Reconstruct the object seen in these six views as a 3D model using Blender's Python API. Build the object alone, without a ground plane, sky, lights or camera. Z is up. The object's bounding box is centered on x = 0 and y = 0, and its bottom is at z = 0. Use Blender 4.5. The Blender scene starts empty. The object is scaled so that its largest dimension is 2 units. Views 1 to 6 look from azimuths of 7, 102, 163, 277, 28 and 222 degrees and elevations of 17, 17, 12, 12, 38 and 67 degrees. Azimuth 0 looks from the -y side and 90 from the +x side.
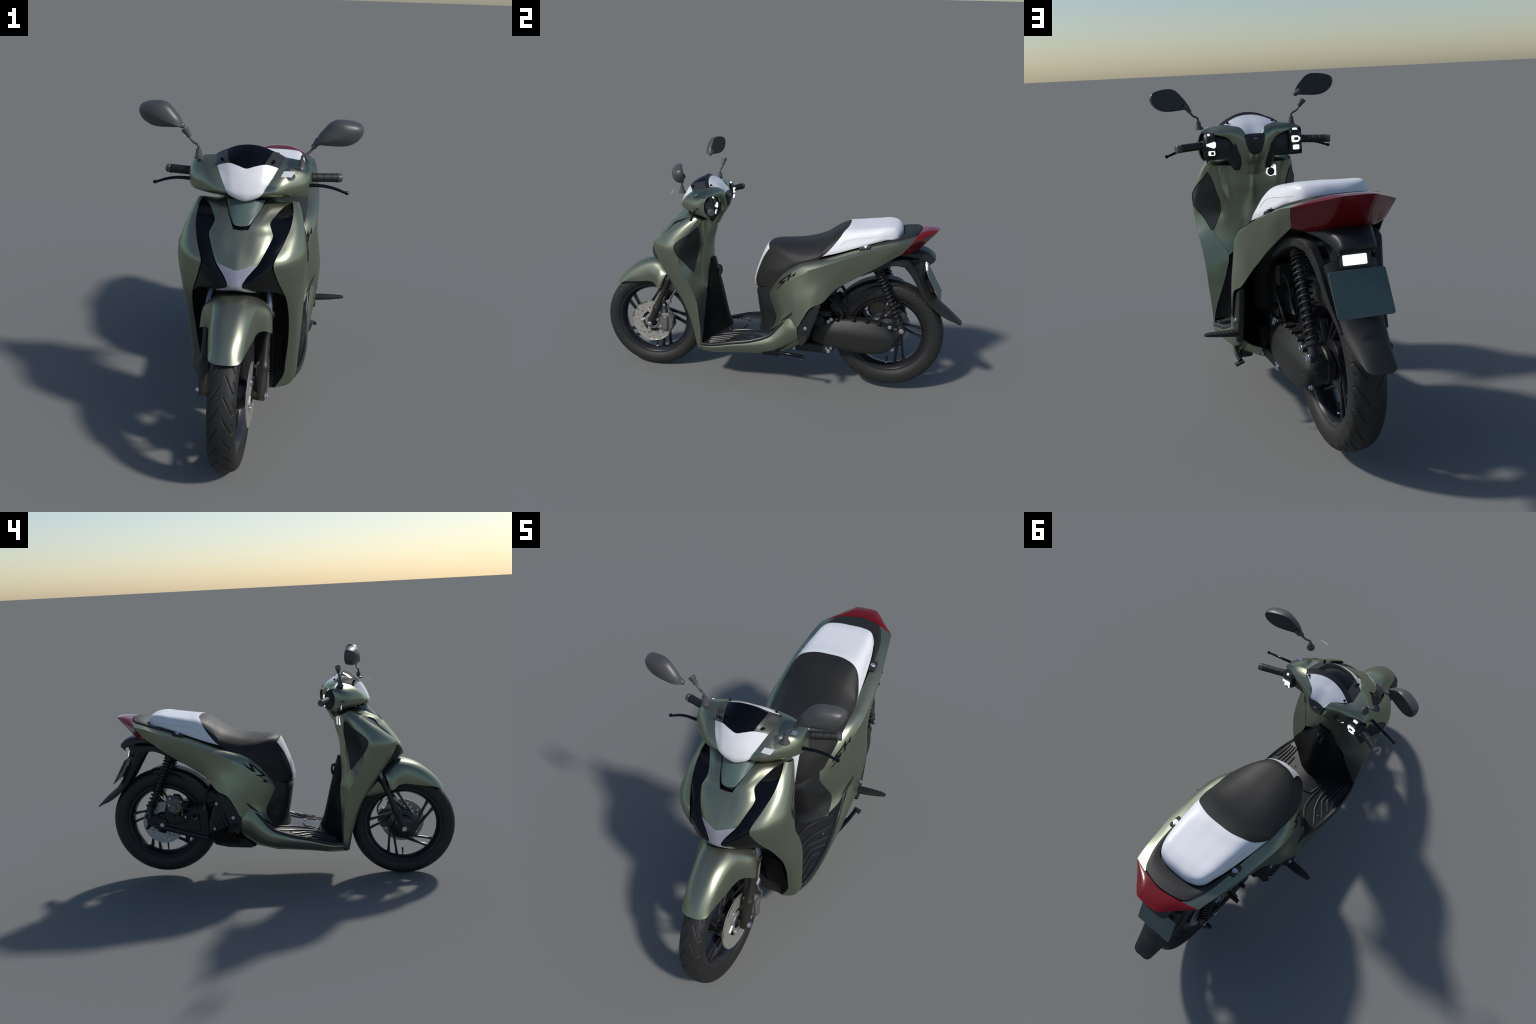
import bpy, math
import numpy as np
from mathutils import Vector
from mathutils.bvhtree import BVHTree
from mathutils.geometry import tessellate_polygon

rng = np.random.default_rng(7)
V3 = lambda *a: np.array(a, float)

# ------------------------------------------------------------------ helpers
def hermite(P, k, breaks=(), par=None):
    """smooth curve through the rows of P (n, ...), k steps a span; 'breaks' are sharp knots"""
    P = np.asarray(P, float); n = len(P)
    if n == 2:
        w = np.linspace(0, 1, k + 1).reshape((-1,) + (1,) * (P.ndim - 1))
        return P[0] * (1 - w) + P[1] * w
    if par is None:
        d = np.linalg.norm(np.diff(P, axis=0), axis=-1)
        d = d.reshape(n - 1, -1).mean(1)
        par = np.concatenate([[0], np.cumsum(np.maximum(d, 1e-5) ** 0.75)])
    out = []
    cuts = [0] + sorted(b for b in breaks if 0 < b < n - 1) + [n - 1]
    for a, b in zip(cuts[:-1], cuts[1:]):
        Q, t = P[a:b + 1], par[a:b + 1]; m = len(Q)
        h = np.diff(t); hs = h.reshape((-1,) + (1,) * (P.ndim - 1))
        D = np.diff(Q, axis=0) / hs
        T = np.empty_like(Q)
        if m == 2:
            T[0] = T[1] = D[0]
        else:
            T[1:-1] = (hs[1:] * D[:-1] + hs[:-1] * D[1:]) / (hs[1:] + hs[:-1])
            T[0] = 1.5 * D[0] - 0.5 * T[1]; T[-1] = 1.5 * D[-1] - 0.5 * T[-2]
        for i in range(m - 1):
            for j in range(k):
                s = j / k
                out.append((2*s**3 - 3*s**2 + 1) * Q[i] + (s**3 - 2*s**2 + s) * h[i] * T[i]
                           + (-2*s**3 + 3*s**2) * Q[i+1] + (s**3 - s**2) * h[i] * T[i+1])
    out.append(P[-1])
    return np.array(out)

def surface(rows, ku=6, kv=6, bu=(), bv=()):
    """grid of 3D points through a net of control points rows[r][c]"""
    A = np.array(rows, float)
    A = hermite(A.transpose(1, 0, 2), ku, bu).transpose(1, 0, 2)
    return hermite(A, kv, bv)

class Shape:
    def __init__(self, v=None, f=None):
        self.v = np.zeros((0, 3)) if v is None else np.asarray(v, float).reshape(-1, 3)
        self.f = [] if f is None else list(f)
    def add(self, o):
        n = len(self.v)
        self.v = np.vstack([self.v, o.v]); self.f += [tuple(i + n for i in q) for q in o.f]
        return self
    def copy(self): return Shape(self.v.copy(), list(self.f))
    def mirrored(self):
        return Shape(self.v * V3(-1, 1, 1), [tuple(reversed(q)) for q in self.f])
    def both(self):
        return self.copy().add(self.mirrored())
    def moved(self, d): return Shape(self.v + np.asarray(d, float), self.f)
    def turned(self, R): return Shape(self.v @ np.asarray(R, float).T, self.f)
    def flipped(self): return Shape(self.v, [tuple(reversed(q)) for q in self.f])
    def welded(self, eps=1e-5):
        key = np.round(self.v / eps).astype(np.int64)
        _, first, inv = np.unique(key, axis=0, return_index=True, return_inverse=True)
        inv = inv.ravel()
        f = []
        for q in self.f:
            r = [int(inv[i]) for i in q]
            r = [a for i, a in enumerate(r) if a != r[i - 1]]
            if len(r) > 2 and len(set(r)) == len(r): f.append(tuple(r))
        return Shape(self.v[first], f)
    def normals(self):
        N = np.zeros_like(self.v)
        sizes = {}
        for q in self.f: sizes.setdefault(len(q), []).append(q)
        for n, qs in sizes.items():
            Q = np.array(qs); P = self.v[Q]; c = P.mean(1, keepdims=True)
            a = P - c; b = np.roll(P, -1, 1) - c
            fn = np.cross(a, b).sum(1)
            for i in range(n): np.add.at(N, Q[:, i], fn)
        return N / np.maximum(np.linalg.norm(N, axis=1, keepdims=True), 1e-12)
    def facing(self, ref):
        """turn the faces so that they look away from the point ref"""
        N = self.normals(); s = ((self.v - np.asarray(ref)) * N).sum()
        return self if s > 0 else self.flipped()
    def thick(self, t):
        N = self.normals(); n = len(self.v)
        edges = {}
        for q in self.f:
            for i in range(len(q)):
                a, b = q[i], q[(i + 1) % len(q)]
                edges[(a, b)] = 1
        f = list(self.f) + [tuple(i + n for i in reversed(q)) for q in self.f]
        for a, b in edges:
            if (b, a) not in edges: f.append((b, a, a + n, b + n))
        return Shape(np.vstack([self.v, self.v - N * t]), f)
    def offset(self, d): return Shape(self.v + self.normals() * d, self.f)

def grid(G, wrap=False, keep=None):
    r, c = G.shape[:2]; f = []
    for i in range(r - 1):
        for j in range(c if wrap else c - 1):
            if keep is not None and not keep(i, j): continue
            k = (j + 1) % c
            f.append((i*c + j, i*c + k, (i+1)*c + k, (i+1)*c + j))
    return Shape(G.reshape(-1, 3), f)

def panel(rows, t=0.004, ref=(0, 0, .6), ku=6, kv=6, bu=(), bv=()):
    s = grid(surface(rows, ku, kv, bu, bv)).welded().facing(ref)
    return s.thick(t) if t else s

def whole(rows):
    """complete rows that start on the centre plane x = 0 with their mirror image"""
    return [[(-p[0], p[1], p[2]) for p in r[:0:-1]] + list(r) for r in rows]

def sym_grid(rows, ku=6, kv=6, bu=(), bv=()):
    c = len(rows[0]) - 1
    return grid(surface(whole(rows), ku, kv, tuple(c - b for b in bu) + tuple(c + b for b in bu), bv)).welded()

def sym_panel(rows, t=0.004, ref=(0, 0, .6), ku=6, kv=6, bu=(), bv=(), out=0.):
    s = sym_grid(rows, ku, kv, bu, bv).facing(ref)
    return (s.offset(out) if out else s).thick(t)

def loft(G, cap=True):
    """closed cross-sections G[r][c] joined along r"""
    s = grid(np.asarray(G, float), wrap=True); r, c = G.shape[:2]
    if cap:
        s.f.append(tuple(range(c - 1, -1, -1))); s.f.append(tuple((r - 1)*c + i for i in range(c)))
    return s

def tube(P, rad, seg=10, k=5, smooth=True, cap=True, breaks=()):
    P = np.asarray(P, float); n0 = len(P)
    rad = np.full(n0, rad, float) if np.isscalar(rad) else np.asarray(rad, float)
    if smooth and n0 > 2:
        Q = hermite(np.hstack([P, rad[:, None]]), k, breaks); P, rad = Q[:, :3], Q[:, 3]
    T = np.gradient(P, axis=0); T /= np.maximum(np.linalg.norm(T, axis=1, keepdims=True), 1e-9)
    up = V3(0, 0, 1) if abs(T[0, 2]) < .9 else V3(1, 0, 0)
    n = np.cross(T[0], up); n /= np.linalg.norm(n)
    G = []
    for p, t, r in zip(P, T, rad):
        n = n - t * (n @ t); n /= np.linalg.norm(n); b = np.cross(t, n)
        a = np.arange(seg) * 2 * math.pi / seg
        G.append(p + r * (np.cos(a)[:, None] * n + np.sin(a)[:, None] * b))
    return loft(np.array(G), cap)

def lathe(prof, seg=48, axis='x', centre=(0, 0, 0), closed=False):
    """profile of (radius, along) turned round an axis"""
    prof = np.asarray(prof, float); a = np.arange(seg) * 2 * math.pi / seg
    r, h = prof[:, 0], prof[:, 1]
    c, s = np.cos(a)[None] * r[:, None], np.sin(a)[None] * r[:, None]; H = np.repeat(h[:, None], seg, 1)
    G = {'x': np.stack([H, c, s], -1), 'y': np.stack([s, H, c], -1), 'z': np.stack([c, s, H], -1)}[axis]
    S = grid(G, wrap=True)
    if closed:
        m = len(prof)
        for j in range(seg):
            k = (j + 1) % seg; S.f.append(((m-1)*seg + j, (m-1)*seg + k, k, j))
    else:
        S.f.append(tuple(range(seg - 1, -1, -1))); S.f.append(tuple((len(prof)-1)*seg + i for i in range(seg)))
    S = S.moved(centre)
    vol = 0
    for q in S.f:
        for i in range(1, len(q) - 1):
            p = S.v[[q[0], q[i], q[i+1]]] - np.asarray(centre); vol += np.dot(p[0], np.cross(p[1], p[2]))
    return S if vol > 0 else S.flipped()

def rotation(axis, ang):
    axis = np.asarray(axis, float); axis /= np.linalg.norm(axis)
    K = np.array([[0, -axis[2], axis[1]], [axis[2], 0, -axis[0]], [-axis[1], axis[0], 0]])
    return np.eye(3) + math.sin(ang) * K + (1 - math.cos(ang)) * K @ K

def prism(outline, x0, x1, bevel=0.004, plane='yz'):
    """outline in the side view, pushed out from x0 to x1 with chamfered rims"""
    P = np.asarray(outline, float)
    area = 0.5 * np.sum(P[:, 0] * np.roll(P[:, 1], -1) - np.roll(P[:, 0], -1) * P[:, 1])
    if area < 0: P = P[::-1]
    e = np.roll(P, -1, 0) - P; e /= np.linalg.norm(e, axis=1, keepdims=True)
    nrm = np.stack([e[:, 1], -e[:, 0]], 1)
    m = nrm + np.roll(nrm, 1, 0); m /= np.maximum(0.35, (m * nrm).sum(1, keepdims=True))
    inner = P - m * bevel
    if x1 < x0: x0, x1 = x1, x0
    b = min(bevel, (x1 - x0) * .45)
    rings = [(inner, x0), (P, x0 + b), (P, x1 - b), (inner, x1)]
    G = []
    for Q, x in rings:
        c = np.full((len(Q), 1), x)
        G.append(np.hstack([c, Q]) if plane == 'yz' else (np.hstack([Q[:, :1], c, Q[:, 1:]]) if plane == 'xz' else np.hstack([Q, c])))
    S = loft(np.array(G), True)
    if plane == 'xz': S = S.flipped()
    return S

def box(c, size, bevel=0.003, R=None):
    x, y, z = np.asarray(size) / 2
    S = prism([(-y, -z), (y, -z), (y, z), (-y, z)], -x, x, bevel)
    if R is not None: S = S.turned(R)
    return S.moved(c)

def cyl(a, b, r, seg=20, bevel=0.0015, r2=None):
    a, b = np.asarray(a, float), np.asarray(b, float); d = b - a; L = np.linalg.norm(d)
    r2 = r if r2 is None else r2
    S = lathe([(max(r - bevel, 1e-4), 0), (r, bevel), (r2, L - bevel), (max(r2 - bevel, 1e-4), L)], seg, 'x')
    d /= L; ax = np.cross([1, 0, 0], d); s = np.linalg.norm(ax)
    if s > 1e-6: S = S.turned(rotation(ax, math.atan2(s, d[0])))
    elif d[0] < 0: S = S.turned(rotation([0, 0, 1], math.pi))
    return S.moved(a)

def bolt(c, d, r=0.008, h=0.006):
    d = np.asarray(d, float) / np.linalg.norm(d); c = np.asarray(c, float)
    S = cyl(c - d * .002, c + d * h * .35, r * 1.25, 16, .0008)
    H = cyl(c, c + d * h, r * .95, 6, .0012)
    return S.add(H)

# ------------------------------------------------------------------ materials
def material(name, col, rough=.5, metal=0., coat=0., coat_rough=.05, grain=0., scale=60., spec=.5, bump=0., emit=None,
             col2=None, bump_scale=300., sheen=0., trans=0.):
    m = bpy.data.materials.new(name); m.use_nodes = True
    nt = m.node_tree; b = nt.nodes["Principled BSDF"]
    b.inputs["Roughness"].default_value = rough; b.inputs["Metallic"].default_value = metal
    b.inputs["Coat Weight"].default_value = coat; b.inputs["Coat Roughness"].default_value = coat_rough
    b.inputs["Specular IOR Level"].default_value = spec
    if trans: b.inputs["Transmission Weight"].default_value = trans
    if sheen:
        b.inputs["Sheen Weight"].default_value = sheen
    tc = nt.nodes.new("ShaderNodeTexCoord")
    nz = nt.nodes.new("ShaderNodeTexNoise"); nz.inputs["Scale"].default_value = scale; nz.inputs["Detail"].default_value = 4
    nt.links.new(tc.outputs["Object"], nz.inputs["Vector"])
    rp = nt.nodes.new("ShaderNodeValToRGB")
    lo = [c * (1 - grain) for c in col]; hi = [min(1, c * (1 + grain)) for c in col]
    if col2 is not None: lo, hi = col, col2
    rp.color_ramp.elements[0].position = .35; rp.color_ramp.elements[1].position = .65
    rp.color_ramp.elements[0].color = (*lo, 1); rp.color_ramp.elements[1].color = (*hi, 1)
    nt.links.new(nz.outputs["Fac"], rp.inputs["Fac"]); nt.links.new(rp.outputs["Color"], b.inputs["Base Color"])
    if bump:
        n2 = nt.nodes.new("ShaderNodeTexNoise"); n2.inputs["Scale"].default_value = bump_scale; n2.inputs["Detail"].default_value = 3
        nt.links.new(tc.outputs["Object"], n2.inputs["Vector"])
        bp = nt.nodes.new("ShaderNodeBump"); bp.inputs["Strength"].default_value = bump; bp.inputs["Distance"].default_value = .001
        nt.links.new(n2.outputs["Fac"], bp.inputs["Height"]); nt.links.new(bp.outputs["Normal"], b.inputs["Normal"])
    if emit:
        b.inputs["Emission Color"].default_value = (1, 1, 1, 1); b.inputs["Emission Strength"].default_value = emit
    return m

GREEN = material("green_metallic_paint", (.246, .250, .203), rough=.38, metal=.86, spec=.3, grain=.05, scale=900)
def add_green_flake(m):
    """thin tinted gloss over the grey metallic base: green at glancing angles and in highlights"""
    nt = m.node_tree; out = nt.nodes["Material Output"]; b = nt.nodes["Principled BSDF"]
    gl = nt.nodes.new("ShaderNodeBsdfGlossy"); gl.inputs["Color"].default_value = (.40, .85, .36, 1); gl.inputs["Roughness"].default_value = .20
    lw = nt.nodes.new("ShaderNodeLayerWeight"); lw.inputs["Blend"].default_value = .28
    mu = nt.nodes.new("ShaderNodeMath"); mu.operation = 'MULTIPLY_ADD'; mu.inputs[1].default_value = .24; mu.inputs[2].default_value = .055; mu.use_clamp = True
    mx = nt.nodes.new("ShaderNodeMixShader")
    nt.links.new(lw.outputs["Fresnel"], mu.inputs[0]); nt.links.new(mu.outputs[0], mx.inputs[0])
    nt.links.new(b.outputs[0], mx.inputs[1]); nt.links.new(gl.outputs[0], mx.inputs[2]); nt.links.new(mx.outputs[0], out.inputs["Surface"])
add_green_flake(GREEN)
TEAL = material("teal_plate_enamel", (.075, .115, .105), rough=.45, grain=.03, scale=40)
PLATE = material("number_plate_enamel", (.075, .112, .112), rough=.4, grain=.03, scale=40)
BLACK = material("satin_black_plastic", (.012, .0125, .0135), rough=.45, grain=.12, scale=80)
MATT = material("matt_black_plastic", (.013, .013, .013), rough=.6, grain=.15, scale=80, bump=.15, bump_scale=900)
FLOORM = material("ribbed_black_rubber", (.014, .0145, .016), rough=.38, grain=.12, scale=70)
GLOSS = material("gloss_black_lens", (.0025, .0035, .006), rough=.12, spec=.22)
LENSB = material("smoked_turn_lens", (.007, .007, .0065), rough=.25, spec=.25, grain=.1)
INSERT = material("deep_black_plastic", (.0045, .0045, .005), rough=.5, spec=.18, grain=.1)
SMOKE = material("smoked_screen", (.002, .0025, .004), rough=.06, spec=.22)
TINT = material("dark_grey_screen_edge", (.03, .03, .03), rough=.3)
SEATB = material("black_seat_vinyl", (.018, .0178, .0175), rough=.55, grain=.1, scale=200, bump=.1, bump_scale=1200, spec=.35)
WHITE = material("white_seat_vinyl", (.78, .785, .82), rough=.42, grain=.006, scale=50)
LENS = material("white_lamp_lens", (.78, .78, .81), rough=.25, coat=.4, grain=.02, scale=30)
SILVER = material("lavender_silver_trim", (.30, .30, .36), rough=.3, metal=.3, coat=.3, grain=.03, scale=60)
RED = material("red_lamp_lens", (.15, .005, .007), rough=.2, spec=.3, coat=.3, coat_rough=.06, grain=.08, scale=30)
RUBBER = material("tyre_rubber", (.0125, .0125, .0125), rough=.6, grain=.2, scale=120, bump=.2, bump_scale=700)
RIM = material("dark_anodised_rim", (.03, .03, .037), rough=.32, metal=.5, coat=.3, grain=.06, scale=50)
STEEL = material("brushed_disc_steel", (.43, .41, .38), rough=.45, metal=.55, grain=.05, scale=200)
BOLTM = material("zinc_bolt_steel", (.60, .61, .68), rough=.25, metal=.9, grain=.05, scale=200)
FORKM = material("bronze_black_fork", (.028, .025, .020), rough=.42, metal=.3, grain=.1, scale=60)
TUBEM = material("fork_tube_steel", (.16, .165, .20), rough=.25, metal=.8, grain=.05, scale=60)
CAST = material("cast_grey_aluminium", (.15, .15, .145), rough=.5, metal=.4, grain=.12, scale=90, bump=.2, bump_scale=500)
ENGINE = material("dark_crankcase", (.013, .013, .013), rough=.5, metal=.1, grain=.2, scale=60, bump=.2, bump_scale=400)
MIRRORB = material("grey_mirror_shell", (.066, .066, .068), rough=.4, grain=.06, scale=120)
GLASS = material("dark_mirror_glass", (.012, .014, .016), rough=.45, grain=.05, scale=20)
RUBG = material("grip_rubber", (.010, .010, .0105), rough=.6, grain=.15, scale=120)
GREYP = material("grey_bar_end", (.07, .07, .075), rough=.4, grain=.08, scale=80)
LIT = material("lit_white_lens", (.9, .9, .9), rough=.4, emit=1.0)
AMBER = material("yellow_paint_mark", (.42, .24, .01), rough=.5, grain=.1, scale=60)

# ------------------------------------------------------------------ objects
root = bpy.data.objects.new("motor_scooter", None)
bpy.context.scene.collection.objects.link(root)
root["label"] = "green step-through scooter with black and white seat"
root["category"] = "motor scooter"

def put(name, S, mat, parent=root, angle=32, stuff=False, weld=True):
    S = S.welded(2e-6) if weld else S
    me = bpy.data.meshes.new(name)
    me.from_pydata([tuple(p) for p in S.v], [], [tuple(q) for q in S.f]); me.update()
    me.materials.append(mat)
    me.polygons.foreach_set("use_smooth", [True] * len(me.polygons))
    me.set_sharp_from_angle(angle=math.radians(angle))
    o = bpy.data.objects.new(name, me); bpy.context.scene.collection.objects.link(o)
    o.parent = parent
    if stuff: o["kind"] = "stuff"
    return o

def pair(name, S, mat, parent=root, **k):
    return put(name, S, mat, parent, **k), put(name, S.mirrored(), mat, parent, **k)

def group(name, parent=root):
    o = bpy.data.objects.new(name, None); bpy.context.scene.collection.objects.link(o); o.parent = parent
    return o

def tree(*shapes):
    T = Shape()
    for s in shapes: T.add(s)
    return BVHTree.FromPolygons([Vector(p) for p in T.v], [tuple(q) for q in T.f])

def cast(bvh, p, d, dist=.6):
    d = Vector(d).normalized(); o = Vector(p) - d * dist
    loc, nor, i, t = bvh.ray_cast(o, d, 2 * dist)
    return None if loc is None else (np.array(loc), np.array(nor))

# ================================================================== WHEELS
def groove_depth(th, s, n, half):
    """tread sipes: th angle, s arc position across (-1..1), n repeats round the tyre"""
    d = np.zeros_like(th + s)
    u = (th * n / (2 * math.pi))
    def stroke(a0, s0, a1, s1, w, side, shift):
        sg = s * side
        loc = (u - shift) % 1.0
        out = np.zeros_like(loc + sg)
        for k in (-1, 0, 1):
            x = (loc + k - a0); dx, ds = a1 - a0, s1 - s0
            L = dx * dx * .7 + ds * ds
            q = np.clip((x * dx * .7 + (sg - s0) * ds) / L, 0, 1)
            dist = np.sqrt(.7 * (x - q * dx) ** 2 + (sg - s0 - q * ds) ** 2)
            out = np.maximum(out, np.clip(1.6 - dist / w, 0, 1))
        return out
    for side, sh in ((1, 0.), (-1, .5)):
        d = np.maximum(d, stroke(.0, .10, .80, .46, .016, side, sh))
        d = np.maximum(d, stroke(.80, .46, .72, .66, .016, side, sh))
        d = np.maximum(d, stroke(.25, .46, .95, .86, .016, side, sh))
    return d

def tyre(R, w, n):
    prof = hermite(np.array([(w*.72, .2085), (w*.86, .216), (w*.98, .232), (w, R*.865), (w*.93, R*.925), (w*.68, R*.972), (w*.36, R*.993), (0, R)]), 9)
    prof = np.vstack([prof, (prof * [-1, 1])[-2::-1]])
    arc = np.concatenate([[0], np.cumsum(np.linalg.norm(np.diff(prof, axis=0), axis=1))]); s = arc / arc[-1] * 2 - 1
    seg = 900
    th = np.arange(seg) * 2 * math.pi / seg
    tw = s / .8
    D = groove_depth(th[:, None], tw[None], n, w) * (np.abs(s) < .74)[None]
    r = prof[None, :, 1] - .0035 * D
    G = np.stack([np.repeat(prof[None, :, 0], seg, 0), r * np.cos(th)[:, None], r * np.sin(th)[:, None]], -1)
    S = grid(np.concatenate([G, G[:1]], 0))
    S = S.welded(1e-6)
    return S.facing((0, 0, 0)) if False else S

def wheel(name, cy, cz, R, w, spokedir, phase, n):
    g = group(name); C = V3(0, cy, cz)
    T = tyre(R, w, n)
    N = T.normals(); rad = T.v * V3(0, 1, 1)
    if (N * rad).sum() < 0: T = T.flipped()
    put("tyre", T.moved(C), RUBBER, g, angle=60)
    rw = w * .74
    prof = [(.2125, rw), (.214, rw - .003), (.210, rw - .007), (.202, rw - .010), (.193, rw*.55), (.189, rw*.3), (.189, -rw*.3), (.193, -rw*.55),
            (.202, -rw + .010), (.210, -rw + .007), (.214, -rw + .003), (.2125, -rw), (.203, -rw), (.196, -rw + .006), (.187, -rw*.5), (.181, -rw*.25),
            (.181, rw*.25), (.187, rw*.5), (.196, rw - .006), (.203, rw)]
    rim = lathe(prof, 96, 'x', closed=True)
    put("rim", rim.moved(C), RIM, g, angle=40)
    for k in range(5):
        t0 = phase + k * 72
        for (a0, a1, r0) in ((-76, -7.5, .072), (-27, 8, .074)):
            p = []
            for a, r in ((a0, r0), (a1, .186)):
                q = math.radians(t0 + a); p.append(V3(0, spokedir * math.cos(q) * r, math.sin(q) * r))
            d = p[1] - p[0]; L = np.linalg.norm(d); d /= L; s = np.cross(V3(1, 0, 0), d)
            G = []
            for e, hw, hx in ((-.04, .0085, .020), (.12, .0075, .019), (.75, .0062, .014), (1.0, .009, .014), (1.03, .012, .014)):
                c = p[0] + d * L * e
                G.append([c + s*hw*a + V3(1, 0, 0)*hx*b for a, b in ((-.6, -1), (.6, -1), (1, -.7), (1, .7), (.6, 1), (-.6, 1), (-1, .7), (-1, -.7))])
            bar = loft(np.array(G))
            if (bar.normals()*(bar.v - bar.v.mean(0))).sum() < 0: bar = bar.flipped()
            put("spoke", bar.moved(C), RIM, g, angle=40)
    hub = lathe([(.015, -.055), (.040, -.055), (.052, -.047), (.056, -.03), (.064, -.026), (.082, -.020), (.084, .0), (.082, .020), (.064, .026), (.056, .03), (.052, .047), (.040, .055), (.015, .055)], 48, 'x')
    put("hub", hub.moved(C), RIM, g, angle=35)
    vy = V3(0, 0, -1)
    valve = cyl(C + V3(0.004, 0.003, -.186), C + V3(0.006, 0.004, -.150), .0042, 12).add(cyl(C + V3(.006, .004, -.152), C + V3(.006, .004, -.143), .0055, 12))
    put("valve_stem", valve, MATT, g)
    put("valve_nut", cyl(C + V3(.002, .003, -.190), C + V3(.003, .003, -.176), .0105, 12, r2=.008), BOLTM, g)
    return g

FW = V3(0, -.719, .282); RW = V3(0, .612, .333)
fw = wheel("front_wheel", FW[1], FW[2], .282, .050, -1, 35, 24)
rw = wheel("rear_wheel", RW[1], RW[2], .299, .060, -1, 31, 24)

def disc(c, x, r0, r1, t=.0045):
    """drilled brake disc: ring of cells, some with a round hole"""
    S = Shape(); rings = np.linspace(r0, r1, 6); sec = 48
    for side in (1, -1):
        for i in range(5):
            for j in range(sec):
                ra, rb = rings[i], rings[i+1]; a, b = 2*math.pi*j/sec, 2*math.pi*(j+1)/sec
                hole = i in (1, 2, 3) and ((j + 2*i) % 5 == 0)
                pol = lambda r, t_: V3(side*t/2, r*math.cos(t_), r*math.sin(t_))
                m, rm = (a+b)/2, (ra+rb)/2
                ring = [pol(ra, a), pol(ra, m), pol(ra, b), pol(rm, b), pol(rb, b), pol(rb, m), pol(rb, a), pol(rm, a)]
                base = len(S.v)
                if not hole:
                    q = Shape(ring, [tuple(range(8)) if side < 0 else tuple(range(7, -1, -1))])
                    S.add(q)
                else:
                    cc = pol(rm, m); hr = .0042; inn = []
                    for p in ring:
                        d = p - cc; inn.append(cc + d/np.linalg.norm(d)*hr)
                    f = []
                    for k in range(8):
                        l = (k+1) % 8
                        f.append((k, l, 8+l, 8+k) if side < 0 else (8+k, 8+l, l, k))
                    S.add(Shape(ring + inn, f))
                    if side > 0:
                        other = [p - V3(t, 0, 0) for p in inn]
                        S.add(Shape(inn + other, [(k, (k+1) % 8, 8+(k+1) % 8, 8+k) for k in range(8)]))
    for r in (r0, r1):
        a = np.arange(sec)*2*math.pi/sec
        G = np.array([[V3(s*t/2, r*math.cos(q), r*math.sin(q)) for q in a] for s in (1, -1)])
        s = grid(G, wrap=True)
        S.add(s if r == r1 else s.flipped())
    return S.moved(V3(x, c[1], c[2]))

put("brake_disc", disc(FW, .068, .062, .120), STEEL, fw, angle=25)
car = lathe([(.038, -.004), (.045, -.003), (.045, .003), (.038, .004)], 48, 'x', closed=True).moved((.068, FW[1], FW[2]))
for k in range(5):
    a = math.radians(20 + 72*k)
    p0, p1 = V3(.068, FW[1]+math.cos(a)*.042, FW[2]+math.sin(a)*.042), V3(.068, FW[1]+math.cos(a+.35)*.068, FW[2]+math.sin(a+.35)*.068)
    car.add(cyl(p0, p1, .009, 10))
put("disc_carrier", car, STEEL, fw)
for k in range(5):
    a = math.radians(40 + 72*k)
    put("disc_bolt", bolt((.071, FW[1]+math.cos(a)*.068, FW[2]+math.sin(a)*.068), (1, 0, 0), .006, .005), BOLTM, fw)
put("sensor_ring", lathe([(.030, .070), (.037, .070), (.037, .074), (.030, .074)], 60, 'x', closed=True).moved((0, FW[1], FW[2])), BOLTM, fw)
put("axle", cyl((-.112, FW[1], FW[2]), (.112, FW[1], FW[2]), .011), BOLTM, fw)

put("brake_disc", disc(RW, -.066, .062, .120), material("bright_disc_steel", (.42, .44, .47), rough=.4, metal=.5, grain=.04, scale=200), rw, angle=25)
car = lathe([(.036, -.004), (.046, -.003), (.046, .003), (.036, .004)], 48, 'x', closed=True).moved((-.066, RW[1], RW[2]))
for k in range(5):
    a = math.radians(20 + 72*k)
    p0, p1 = V3(-.066, RW[1]+math.cos(a)*.042, RW[2]+math.sin(a)*.042), V3(-.066, RW[1]+math.cos(a+.35)*.068, RW[2]+math.sin(a+.35)*.068)
    car.add(cyl(p0, p1, .009, 10))
put("disc_carrier", car, STEEL, rw)
put("axle", cyl((-.128, RW[1], RW[2]), (.10, RW[1], RW[2]), .012), BOLTM, rw)

# ================================================================== FRONT FORK
fork = group("front_fork")
for sx in (1, -1):
    A, B, Cc = V3(sx*.105, -.724, .272), V3(sx*.112, -.603, .566), V3(sx*.101, -.545, .70)
    d = (B - A) / np.linalg.norm(B - A)
    at = lambda t: A + (B - A) * t
    leg = tube([at(-.02), at(.06), at(.30), at(.36), at(.42), at(.93), at(.96), at(1.0)], [.0165, .019, .021, .0235, .0195, .0195, .023, .021], 24, 6)
    put("fork_leg", leg, FORKM, fork)
    put("fork_tube", tube([at(.97), Cc], .0155, 20), TUBEM, fork)
    put("axle_bolt", bolt((sx*.122, -.719, .283), (sx, 0, 0), .0105, .010), BOLTM, fork)
    put("axle_boss", cyl((sx*.075, -.719, .282), (sx*.118, -.719, .282), .017), FORKM, fork)

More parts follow.
